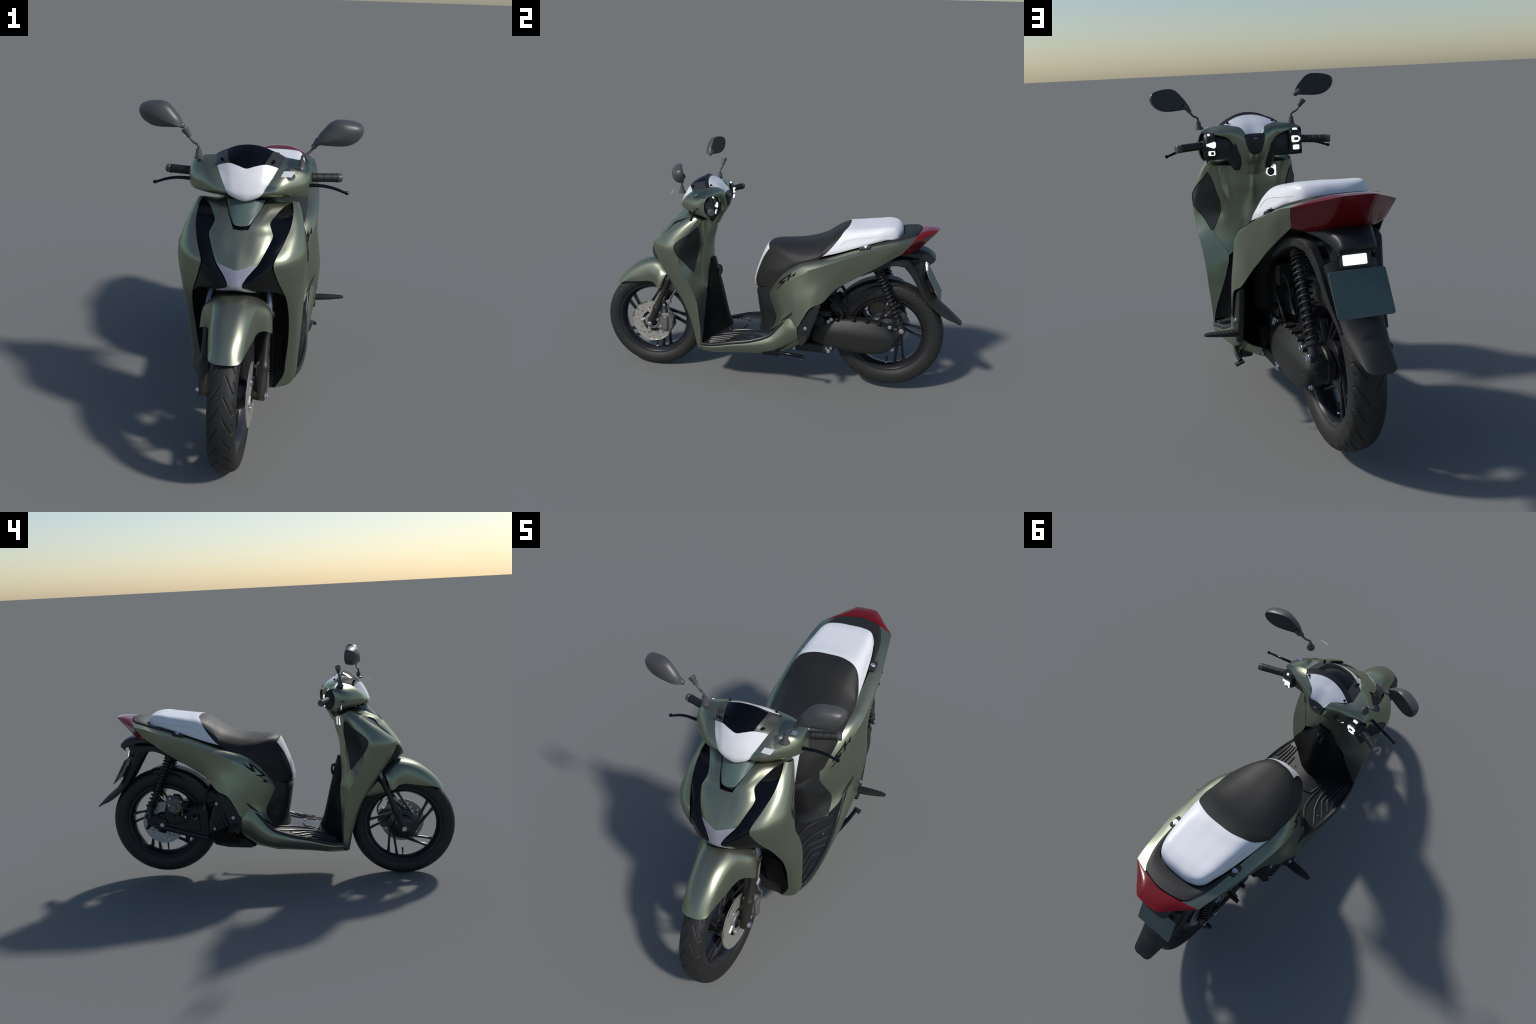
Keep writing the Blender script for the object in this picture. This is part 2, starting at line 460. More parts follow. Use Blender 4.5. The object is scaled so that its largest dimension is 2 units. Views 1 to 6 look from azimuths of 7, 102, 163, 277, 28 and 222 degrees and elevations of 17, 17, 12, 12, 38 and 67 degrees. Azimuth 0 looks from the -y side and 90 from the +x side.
cal = group("front_brake")
put("caliper_bracket", prism([(-.690, .40), (-.640, .385), (-.625, .33), (-.640, .245), (-.672, .240), (-.690, .30)], .082, .096, .004), CAST, cal)
put("caliper", prism([(-.655, .345), (-.610, .350), (-.585, .325), (-.583, .275), (-.600, .245), (-.640, .243), (-.652, .28)], .050, .112, .008), CAST, cal)
put("brake_piston", prism([(-.640, .335), (-.618, .335), (-.612, .32), (-.612, .262), (-.622, .252), (-.642, .254), (-.648, .27), (-.648, .32)], .108, .124, .006), CAST, cal)
for y, z in ((-.668, .350), (-.680, .305), (-.640, .395), (-.602, .296), (-.662, .262)):
    put("caliper_bolt", bolt((.100, y, z), (1, 0, 0), .0075, .007), BOLTM, cal)
put("brake_hose", tube([(.11, -.59, .30), (.115, -.585, .345), (.115, -.61, .39), (.112, -.605, .43), (.105, -.57, .49), (.09, -.53, .60)], .0052, 10), CAST, cal)
put("hose_clip", box((.113, -.607, .425), (.014, .03, .022), .004, rotation((1, 0, 0), .5)), BOLTM, cal)

# ================================================================== FRONT FENDER
fender_rows = [
    [(0, -.937, .488), (.020, -.936, .488), (.036, -.930, .488), (.049, -.921, .489), (.057, -.908, .492)],
    [(0, -.912, .528), (.024, -.910, .526), (.044, -.903, .518), (.057, -.894, .508), (.062, -.886, .500)],
    [(0, -.868, .574), (.030, -.866, .571), (.054, -.860, .558), (.067, -.852, .533), (.069, -.842, .508)],
    [(0, -.800, .623), (.036, -.799, .619), (.064, -.795, .598), (.077, -.788, .560), (.079, -.780, .518)],
    [(0, -.735, .648), (.042, -.735, .644), (.073, -.733, .622), (.086, -.735, .578), (.089, -.728, .527)],
    [(0, -.690, .655), (.046, -.690, .651), (.079, -.688, .630), (.103, -.690, .585), (.107, -.693, .522)],
    [(0, -.650, .650), (.050, -.650, .645), (.083, -.648, .625), (.119, -.655, .585), (.131, -.668, .507)],
    [(0, -.606, .628), (.050, -.604, .625), (.083, -.598, .610), (.120, -.622, .582), (.131, -.650, .506)],
]
put("front_fender", sym_panel(fender_rows, .004, (0, -.719, .35)), GREEN)
rear_guard = [
    [(0, -.610, .600), (.045, -.608, .595), (.075, -.615, .570), (.078, -.640, .515), (.070, -.655, .487)],
    [(0, -.565, .575), (.045, -.565, .570), (.075, -.580, .545), (.078, -.600, .500), (.070, -.612, .475)],
    [(0, -.520, .530), (.045, -.522, .525), (.072, -.535, .505), (.076, -.550, .480), (.070, -.560, .463)],
    [(0, -.490, .485), (.045, -.492, .482), (.068, -.500, .473), (.072, -.512, .460), (.068, -.520, .455)],
]
put("inner_fender", sym_panel(rear_guard, .004, (0, -.719, .3)), GREEN)

# ================================================================== LEG SHIELD
# each row is one level: front edge, two steps round the flank, ridge, back edge of the flank
shield_out = [
    [(.168, -.452, .946), (.180, -.445, .944), (.188, -.430, .940), (.190, -.412, .934), (.182, -.398, .925)],
    [(.177, -.500, .918), (.190, -.485, .916), (.202, -.462, .912), (.203, -.435, .905), (.186, -.414, .892)],
    [(.175, -.556, .877), (.200, -.538, .874), (.218, -.503, .866), (.214, -.462, .856), (.174, -.416, .850)],
    [(.158, -.618, .831), (.196, -.596, .829), (.228, -.546, .820), (.224, -.487, .808), (.162, -.416, .812)],
    [(.131, -.683, .770), (.184, -.650, .774), (.233, -.578, .774), (.234, -.505, .765), (.145, -.423, .762)],
    [(.140, -.672, .722), (.192, -.636, .720), (.230, -.578, .716), (.236, -.510, .708), (.141, -.430, .718)],
    [(.158, -.640, .668), (.199, -.606, .664), (.225, -.560, .660), (.235, -.498, .655), (.153, -.433, .682)],
    [(.172, -.609, .626), (.203, -.583, .620), (.223, -.542, .614), (.232, -.470, .610), (.172, -.438, .636)],
    [(.181, -.548, .535), (.206, -.526, .532), (.218, -.490, .528), (.226, -.426, .522), (.125, -.383, .526)],
    [(.181, -.507, .468), (.205, -.490, .466), (.216, -.460, .464), (.223, -.409, .470), (.140, -.382, .452)],
    [(.178, -.474, .393), (.202, -.460, .392), (.214, -.436, .390), (.219, -.401, .395), (.163, -.383, .382)],
    [(.170, -.447, .308), (.196, -.437, .308), (.208, -.420, .307), (.213, -.393, .306), (.192, -.383, .306)],
    [(.159, -.430, .228), (.184, -.424, .226), (.200, -.414, .225), (.208, -.395, .228), (.206, -.388, .240)],
    [(.130, -.424, .178), (.160, -.420, .182), (.182, -.413, .190), (.196, -.400, .200), (.204, -.388, .215)],
]
side = grid(surface(shield_out, 6, 6, bu=(3,))).welded().facing((0, -.45, .6))
pair("leg_shield_panel", side.thick(.004), GREEN)

# back face of the shield, from the flank to the steering stem
shield_in = [
    [(.182, -.398, .925), (.150, -.384, .925), (.105, -.394, .921), (.060, -.372, .908), (0, -.352, .895)],
    [(.186, -.414, .892), (.150, -.392, .887), (.105, -.396, .880), (.058, -.374, .870), (0, -.356, .864)],
    [(.174, -.416, .850), (.145, -.394, .845), (.105, -.395, .838), (.055, -.377, .832), (0, -.362, .830)],
    [(.162, -.416, .812), (.135, -.398, .808), (.100, -.397, .803), (.052, -.383, .798), (0, -.372, .796)],
    [(.145, -.423, .762), (.120, -.405, .760), (.090, -.399, .756), (.050, -.388, .752), (0, -.382, .750)],
    [(.141, -.430, .718), (.118, -.408, .716), (.088, -.398, .712), (.048, -.389, .708), (0, -.384, .706)],
    [(.153, -.433, .682), (.122, -.410, .676), (.086, -.397, .670), (.044, -.386, .666), (0, -.380, .665)],
    [(.172, -.440, .636), (.130, -.412, .630), (.085, -.393, .622), (.048, -.386, .610), (0, -.384, .600)],
    [(.125, -.383, .526), (.105, -.384, .540), (.085, -.386, .555), (.045, -.388, .560), (0, -.388, .560)],
]
back = grid(surface(shield_in, 6, 6)).welded()
N = back.normals()
if N[:, 1].sum() < 0: back = back.flipped()
put("inner_leg_shield", sym_panel([r[::-1] for r in shield_in], .004, (0, -.8, .75)), GREEN)

top_cap = panel([[(.074, -.452, .947), (.100, -.446, .943), (.130, -.438, .940), (.168, -.450, .946)], [(.068, -.415, .935), (.103, -.418, .936), (.140, -.412, .936), (.178, -.424, .940)], [(.058, -.373, .909), (.105, -.393, .921), (.150, -.383, .925), (.182, -.397, .926)]], .004, (.12, -.42, .8))
pair("shield_top", top_cap, GREEN)
# black centre insert
insert_edge = [(.000, -.378, .676), (.040, -.384, .660), (.060, -.385, .600), (.092, -.383, .530), (.140, -.379, .450), (.163, -.380, .382), (.192, -.380, .306), (.207, -.384, .245)]
insert_rows = [
    [(0, -.370, .678), (.014, -.370, .677), (.026, -.373, .674), (.036, -.379, .668), (.040, -.386, .660)],
    [(0, -.352, .615), (.018, -.353, .615), (.035, -.361, .612), (.049, -.373, .607), (.060, -.386, .600)],
    [(0, -.338, .560), (.022, -.340, .558), (.046, -.352, .554), (.069, -.368, .545), (.092, -.384, .528)],
    [(0, -.318, .480), (.028, -.321, .478), (.058, -.339, .474), (.094, -.361, .466), (.137, -.381, .452)],
    [(0, -.299, .400), (.032, -.304, .398), (.070, -.329, .395), (.114, -.358, .390), (.162, -.380, .382)],
    [(0, -.281, .335), (.038, -.289, .332), (.083, -.319, .328), (.138, -.356, .316), (.191, -.380, .306)],
    [(0, -.262, .292), (.045, -.272, .285), (.095, -.306, .275), (.150, -.349, .258), (.206, -.386, .245)],
]
ins = grid(surface(insert_rows, 6, 6)).welded()
if ins.normals()[:, 1].sum() < 0: ins = ins.flipped()
put("leg_shield_insert", sym_panel(insert_rows, .004, (0, -.8, .45)), INSERT)
hook = group("bag_hook")
put("hook_base", box((0, -.356, .600), (.036, .018, .075), .005, rotation((1, 0, 0), .26)), BLACK, hook)
put("hook_loop", tube([(-.012, -.355, .622), (-.012, -.342, .622), (-.012, -.336, .60), (-.012, -.340, .578), (-.012, -.350, .576)], .006, 10).add(
    tube([(.012, -.355, .622), (.012, -.342, .622), (.012, -.336, .60), (.012, -.340, .578), (.012, -.350, .576)], .006, 10)), MATT, hook)

# dark side intake set into the flank, wrapped round it
skin = tree(side, back)
front_edge = hermite(np.array([(-.419, .893), (-.470, .848), (-.515, .815), (-.537, .789), (-.530, .758), (-.490, .702), (-.442, .636)]), 6)
rear_edge = hermite(np.array([(-.415, .890), (-.412, .850), (-.412, .812), (-.418, .762), (-.426, .720), (-.432, .682), (-.442, .634)]), 6)
G = []
for a, b in zip(front_edge, rear_edge):
    row = []
    for w in np.linspace(0, 1, 15):
        yz = a*(1-w) + b*w; o = V3(.18, yz[0], yz[1])
        h = cast(skin, o, (-1, -.12, 0)) or cast(skin, o, (-1, 0, 0))
        row.append(h[0] if h is not None else o)
    G.append(row)
vent = grid(np.array(G)).welded().facing((0, -.42, .75))
pair("side_intake", vent.offset(.0022).thick(.004), BLACK)
edge = np.array([r[0] for r in G] + [r[-1] for r in G][::-1])
vent_c = vent.v.mean(0)
rimloop = edge + (edge - vent_c) / np.linalg.norm(edge - vent_c, axis=1, keepdims=True) * .002 + V3(.001, .0, 0)
pair("intake_rim", tube(rimloop[::2], .0032, 8, smooth=False), BLACK)

# ================================================================== FRONT FACE
face_rows = [
    [(0, -.478, .955), (.074, -.452, .947), (.100, -.446, .943), (.130, -.438, .939), (.166, -.448, .946)],
    [(0, -.515, .945), (.072, -.495, .943), (.098, -.492, .940), (.120, -.486, .936), (.140, -.482, .930)],
    [(0, -.555, .920), (.056, -.548, .916), (.080, -.545, .915), (.100, -.535, .912), (.118, -.525, .910)],
    [(0, -.598, .888), (.036, -.598, .886), (.060, -.596, .884), (.082, -.588, .884), (.101, -.575, .884)],
    [(0, -.616, .867), (.028, -.613, .869), (.058, -.611, .867), (.088, -.602, .866), (.109, -.588, .865)],
    [(0, -.634, .847), (.030, -.632, .848), (.062, -.628, .849), (.095, -.616, .849), (.115, -.600, .849)],
    [(0, -.662, .812), (.028, -.660, .812), (.055, -.658, .812), (.080, -.652, .812), (.099, -.643, .811)],
    [(0, -.690, .775), (.022, -.688, .774), (.044, -.685, .773), (.064, -.681, .772), (.079, -.674, .771)],
    [(0, -.709, .746), (.020, -.704, .750), (.040, -.697, .755), (.058, -.689, .759), (.073, -.680, .762)],
]
Gf = surface(whole(face_rows), 6, 6)
face = grid(Gf, keep=lambda i, j: not (i < 24 and 18 <= j < 30)).welded().facing((0, -.4, .75))
put("front_cover", face.thick(.005), GREEN)
teal_rows = [
    [(0, -.528, .958), (.030, -.522, .957), (.056, -.508, .955), (.071, -.488, .951)],
    [(0, -.560, .926), (.026, -.556, .926), (.046, -.545, .925), (.060, -.528, .925)],
    [(0, -.590, .893), (.018, -.588, .894), (.032, -.582, .897), (.042, -.572, .900)],
    [(0, -.601, .878), (.012, -.600, .879), (.024, -.597, .881), (.032, -.590, .886)],
]
put("front_badge_plate", sym_panel(teal_rows, .004, (0, -.4, .85)), TEAL)
put("badge_recess", panel([[(0, -.50, .95), (.05, -.49, .947), (.078, -.465, .942)], [(0, -.55, .905), (.04, -.545, .905), (.064, -.53, .905)], [(0, -.592, .862), (.03, -.59, .862), (.045, -.58, .862)]], .003, (0, -.4, .85)).both(), BLACK)

lamp_rows = [
    [(.158, -.455, .938), (.164, -.455, .937), (.168, -.456, .935)],
    [(.128, -.492, .925), (.152, -.490, .922), (.175, -.492, .920)],
    [(.108, -.545, .900), (.142, -.542, .896), (.176, -.535, .893)],
    [(.100, -.575, .883), (.140, -.572, .872), (.172, -.565, .870)],
    [(.113, -.600, .849), (.140, -.606, .845), (.160, -.606, .838)],
    [(.097, -.643, .811), (.122, -.646, .808), (.145, -.640, .804)],
    [(.078, -.674, .771), (.106, -.680, .772), (.130, -.676, .772)],
    [(.058, -.694, .744), (.088, -.702, .744), (.117, -.690, .748)],
    [(.034, -.713, .716), (.056, -.716, .716), (.076, -.712, .722)],
    [(.018, -.722, .697), (.022, -.722, .697), (.028, -.722, .698)],
]
lp = panel(lamp_rows, .006, (0, -.4, .75), 6, 6)
pair("headlamp_lens", lp.moved((0, .004, -.002)), GLOSS)
cluster = panel([[(.150, -.462, .930), (.160, -.464, .929), (.168, -.468, .925)], [(.128, -.492, .924), (.148, -.494, .920), (.172, -.498, .914)], [(.108, -.545, .899), (.132, -.535, .898), (.160, -.520, .900)]], .004, (0, -.4, .75))
pair("lamp_brow", cluster.moved((0, .0005, .001)), INSERT)
ind_rows = [
    [(.022, -.722, .694), (.040, -.720, .703), (.076, -.711, .720), (.117, -.690, .747), (.131, -.680, .752)],
    [(.022, -.723, .690), (.045, -.720, .693), (.085, -.706, .702), (.128, -.676, .716), (.146, -.660, .716)],
    [(.022, -.722, .687), (.045, -.716, .684), (.090, -.698, .682), (.138, -.658, .684), (.160, -.634, .674)],
    [(.022, -.718, .684), (.045, -.708, .676), (.092, -.686, .668), (.142, -.640, .652), (.170, -.612, .630)],
]
pair("turn_signal_lens", panel(ind_rows, .005, (0, -.4, .7), 6, 6), LENSB)
trim_rows = [
    [(0, -.709, .747), (.020, -.704, .751), (.040, -.697, .756), (.058, -.689, .760), (.074, -.681, .763)],
    [(0, -.717, .728), (.015, -.714, .731), (.030, -.709, .735), (.044, -.703, .739), (.057, -.696, .744)],
    [(0, -.724, .706), (.010, -.723, .707), (.018, -.720, .710), (.026, -.717, .712), (.034, -.714, .715)],
    [(0, -.727, .692), (.008, -.727, .692), (.014, -.726, .692), (.020, -.724, .692), (.026, -.722, .692)],
    [(0, -.722, .680), (.014, -.721, .679), (.028, -.716, .676), (.046, -.708, .672), (.070, -.694, .668)],
    [(0, -.712, .674), (.014, -.711, .673), (.028, -.708, .671), (.046, -.702, .668), (.072, -.690, .665)],
]
put("nose_trim", sym_panel(trim_rows, .004, (0, -.5, .7), out=.0012), SILVER)
put("nose_underside", prism([(-.690, .675), (-.60, .64), (-.50, .60), (-.44, .62), (-.50, .74), (-.66, .73)], -.085, .085, .01), MATT)

# wheel well behind the front wheel, with the radiator mesh
well_rows = [
    [(0, -.47, .66), (.06, -.47, .655), (.12, -.51, .645), (.165, -.57, .625)],
    [(0, -.40, .56), (.07, -.41, .555), (.14, -.455, .545), (.178, -.535, .533)],
    [(0, -.375, .45), (.08, -.396, .45), (.140, -.425, .45), (.176, -.48, .44)],
    [(0, -.355, .33), (.08, -.385, .33), (.135, -.404, .33), (.168, -.448, .32)],
    [(0, -.345, .24), (.07, -.368, .24), (.12, -.392, .24), (.158, -.428, .228)],
    [(0, -.38, .165), (.06, -.385, .163), (.10, -.40, .163), (.130, -.424, .176)],
]
wl = grid(surface(well_rows, 6, 6)).welded()
if wl.normals()[:, 1].sum() > 0: wl = wl.flipped()
put("radiator_shroud", sym_panel(well_rows, .005, (0, 0, .4)), MATT)
wtree = tree(wl)
hexes = Shape()
for side_ in (1,):
    for i in range(6):
        for j in range(15):
            cx, cz = .062 + .0165*i, .215 + .0142*j + (.0071 if i % 2 else 0)
            pts = []
            for k in range(6):
                a = math.radians(60*k); p = V3(cx + .0094*math.cos(a), -.6, cz + .0080*math.sin(a))
                pts.append(V3(p[0], -.400 - .28*(p[2] - .215) - .35*max(0, p[0] - .12), p[2]))
            pts = np.array(pts) * V3(side_, 1, 1)
            c = pts.mean(0); inner = c + (pts - c)*.74; n = 6
            f = []
            for k in range(6):
                l = (k+1) % 6
                f += [(k, l, 6+l, 6+k), (12+k, 18+k, 18+l, 12+l), (6+k, 6+l, 18+l, 18+k)]
            hexes.add(Shape(np.vstack([pts, inner, pts + V3(0, .008, 0), inner + V3(0, .008, 0)]), f))
put("radiator_mesh", hexes, BLACK, stuff=True)

# ================================================================== FLOOR AND SKIRTS
floor_edge = [
    [(0, -.400, .262), (.08, -.400, .255), (.15, -.398, .245), (.196, -.395, .238), (.206, -.392, .240)],
    [(0, -.320, .282), (.08, -.320, .272), (.16, -.325, .254), (.212, -.330, .243), (.221, -.333, .246)],
    [(0, -.220, .296), (.08, -.220, .290), (.16, -.220, .278), (.222, -.222, .270), (.232, -.223, .274)],
    [(0, -.120, .306), (.08, -.120, .303), (.16, -.110, .299), (.216, -.100, .297), (.226, -.098, .299)],
    [(0, -.060, .315), (.08, -.055, .315), (.16, -.035, .322), (.205, -.010, .334), (.218, -.006, .337)],
    [(0, .000, .330), (.08, .000, .335), (.14, .010, .350), (.195, .040, .390), (.216, .045, .395)],
    [(0, .060, .350), (.08, .060, .360), (.14, .065, .400), (.200, .090, .445), (.214, .102, .456)],
]
floor_rows = [r + [(r[-1][0] + .004, r[-1][1], r[-1][2] - .005), (r[-1][0] + .0045, r[-1][1] + .003, r[-1][2] - .016)] for r in floor_edge]
fl = grid(surface(floor_rows, 6, 6)).welded()
if fl.normals()[:, 2].sum() < 0: fl = fl.flipped()
put("floorboard", sym_panel(floor_rows, .006, (0, -.15, -1.)), FLOORM)
ftree = tree(fl)
def on_floor(x, y, lift=.0015):
    h = cast(ftree, (abs(x), y, .3), (0, 0, -1), .3)
    p = h[0] if h is not None else V3(abs(x), y, .29)
    return p + V3(0, 0, lift)
rib_lines = []
for k in range(4):
    rib_lines.append([(.214, -.107 - .048*k), (.150 + .018*k, -.190 - .020*k), (.148 + .017*k, -.28 - .01*k), (.150 + .016*k, -.355)])
rib_lines += [[(.190, -.012), (.150, -.045), (.105, -.105), (.098, -.24)], [(.03, -.17), (.075, -.185), (.085, -.24)], [(.205, -.052), (.150, -.128), (.128, -.20), (.126, -.30)]]
for ln in rib_lines:
    pts = hermite(np.array(ln), 6, breaks=(1,))
    P = np.array([on_floor(x, y, .0005) for x, y in pts])
    r = np.full(len(P), .0058); r[0] = r[-1] = .003
    pair("floor_rib", tube(P, r, 8, smooth=False), FLOORM)
for x, y in ((.085, -.255), (.170, -.308), (.185, -.108)):
    p = on_floor(x, y, .001)
    pair("floor_screw", bolt(p, (0, 0, 1), .005, .004), GREYP)

# green skirt under the footboard, running into the rear body
skirt_rows = [
    [(.209, -.392, .226), (.209, -.393, .218), (.203, -.390, .208), (.190, -.395, .194), (.160, -.405, .178), (.110, -.415, .166)],
    [(.224, -.333, .232), (.226, -.335, .222), (.218, -.335, .208), (.198, -.335, .189), (.160, -.335, .174), (.110, -.335, .168)],
    [(.235, -.223, .259), (.237, -.223, .244), (.226, -.223, .222), (.198, -.223, .198), (.158, -.223, .183), (.105, -.223, .176)],
    [(.230, -.095, .284), (.234, -.093, .262), (.224, -.090, .234), (.196, -.088, .208), (.156, -.088, .191), (.105, -.088, .183)],
    [(.222, .000, .324), (.232, .004, .292), (.226, .006, .252), (.196, .006, .220), (.156, .008, .204), (.110, .010, .194)],
    [(.222, .052, .384), (.238, .060, .338), (.232, .065, .290), (.204, .070, .248), (.164, .070, .224), (.120, .075, .212)],
    [(.230, .105, .440), (.246, .112, .385), (.238, .118, .330), (.210, .120, .285), (.172, .122, .256), (.130, .125, .244)],
    [(.247, .146, .402), (.248, .148, .372), (.238, .152, .338), (.212, .156, .306), (.178, .152, .280), (.140, .145, .264)],
]
sk = panel(skirt_rows, .004, (0, -.1, .4), 6, 6); pair("footboard_skirt", sk, GREEN)
put("belly_pan", prism([(-.41, .168), (-.22, .174), (-.03, .182), (.08, .208), (.14, .25), (.10, .33), (-.05, .305), (-.22, .285), (-.39, .24)], -.135, .135, .012), MATT)

# ================================================================== REAR BODY
rear_rows = [   # stations from the front edge to the tail: top edge, shoulder, crease, mid, low, bottom edge
    [(.128, -.018, .577), (.130, -.024, .556), (.132, -.029, .535), (.150, -.006, .478), (.171, .021, .418), (.172, -.014, .340)],
    [(.150, .010, .612), (.158, .010, .590), (.165, .012, .565), (.186, .035, .505), (.202, .058, .450), (.210, .045, .392)],
    [(.166, .046, .661), (.182, .050, .638), (.192, .055, .610), (.211, .075, .550), (.226, .098, .495), (.229, .104, .440)],
    [(.178, .094, .706), (.198, .098, .690), (.214, .105, .658), (.230, .120, .590), (.243, .135, .520), (.250, .144, .400)],
    [(.184, .144, .737), (.208, .148, .724), (.227, .155, .696), (.237, .165, .625), (.249, .178, .550), (.255, .178, .458)],
    [(.181, .205, .757), (.210, .205, .748), (.234, .208, .724), (.237, .215, .650), (.247, .220, .585), (.256, .212, .517)],
    [(.177, .266, .775), (.209, .266, .767), (.235, .268, .748), (.233, .268, .680), (.236, .268, .620), (.240, .273, .550)],
    [(.175, .340, .801), (.206, .338, .792), (.231, .338, .776), (.226, .336, .715), (.220, .335, .665), (.212, .335, .618)],
    [(.172, .409, .826), (.200, .408, .818), (.225, .407, .803), (.219, .406, .752), (.211, .405, .708), (.202, .405, .665)],
    [(.168, .480, .848), (.192, .480, .842), (.218, .480, .829), (.212, .480, .785), (.204, .480, .745), (.195, .480, .712)],
    [(.156, .570, .877), (.179, .570, .869), (.204, .572, .858), (.202, .570, .825), (.194, .569, .793), (.182, .568, .765)],
    [(.137, .660, .900), (.160, .660, .895), (.190, .655, .885), (.187, .640, .855), (.178, .628, .828), (.169, .618, .798)],
    [(.105, .738, .919), (.140, .726, .909), (.178, .714, .896), (.174, .697, .872), (.168, .678, .848), (.161, .660, .823)],
]
rear = grid(surface(rear_rows, 6, 6, bu=(2,))).welded().facing((0, .3, .6))
pair("rear_side_panel", rear.thick(.004), GREEN, angle=28)
rtree = tree(rear)

# raised two-letter mark on both flanks, drawn as one jagged stroke each
mark_l = [(.014, .575), (.021, .587), (.051, .621), (.024, .608), (.040, .634), (.101, .689), (.094, .667), (.128, .698), (.118, .676),
          (.110, .669), (.112, .678), (.091, .660), (.086, .647), (.076, .638), (.085, .668), (.043, .628), (.070, .645), (.060, .624)]
mark_r = [(.136, .702), (.106, .674), (.086, .658), (.100, .692), (.069, .668), (.030, .625), (.015, .605), (.038, .608), (.016, .586), (.001, .570), (.022, .574), (.033, .584),
          (.021, .585), (.042, .609), (.057, .614), (.066, .621), (.033, .617), (.035, .622), (.070, .661), (.079, .668), (.075, .655), (.062, .635), (.084, .644), (.110, .669)]
def lettering(poly, sx):
    P = [Vector((p[0], p[1], 0)) for p in poly]
    tris = [tuple(t) for t in tessellate_polygon([P])]
    pts = [np.array(p[:2]) for p in P]; T = tris
    for _ in range(2):
        new = []; mid = {}
        def m(a, b):
            k = (min(a, b), max(a, b))
            if k not in mid: pts.append((pts[a] + pts[b]) / 2); mid[k] = len(pts) - 1
            return mid[k]
        for a, b, c in T:
            x, y, z = m(a, b), m(b, c), m(c, a); new += [(a, x, z), (x, b, y), (z, y, c), (x, y, z)]
        T = new
    V = []
    for p in pts:
        h = cast(rtree, (.2, p[0], p[1]), (-1, 0, 0), .3)
        x = h[0][0] if h is not None else .16
        V.append((sx * (x + .0012), p[0], p[1]))
    S = Shape(V, T)
    if (S.normals()[:, 0] * sx).sum() < 0: S = S.flipped()
    return S.thick(.003)
put("side_lettering", lettering(mark_l, 1), INSERT)
put("side_lettering", lettering(mark_r, -1), INSERT)
# dark slit where the skirt meets the upper panel
slit = []
for y, z in ((.052, .412), (.072, .432), (.090, .448), (.104, .462), (.118, .480)):
    h = cast(rtree, (.2, y, z), (-1, 0, 0), .3); slit.append((h[0] if h is not None else V3(.215, y, z)) + V3(.0015, 0, 0))
pair("panel_slit", tube(slit, [.0015, .004, .006, .005, .0012], 8), BLACK)

# black cover between seat and floor
cover_rows = [
    [(0, -.108, .552), (.045, -.104, .552), (.085, -.080, .556), (.115, -.045, .568), (.130, -.020, .578)],
    [(0, -.120, .520), (.045, -.117, .520), (.085, -.095, .520), (.110, -.062, .525), (.132, -.027, .535)],
    [(0, -.116, .495), (.045, -.113, .495), (.088, -.092, .490), (.118, -.054, .480), (.152, -.004, .478)],
    [(0, -.104, .420), (.045, -.101, .420), (.090, -.080, .415), (.138, -.015, .405), (.171, .018, .418)],
    [(0, -.092, .350), (.045, -.089, .350), (.090, -.070, .350), (.135, -.038, .352), (.173, -.012, .342)],
    [(0, -.100, .308), (.050, -.098, .308), (.100, -.080, .308), (.142, -.048, .318), (.176, -.022, .330)],
]
cv = grid(surface(cover_rows, 6, 6)).welded()
if cv.normals()[:, 1].sum() > 0: cv = cv.flipped()
put("under_seat_cover", sym_panel(cover_rows, .004, (0, .3, .42)), BLACK)

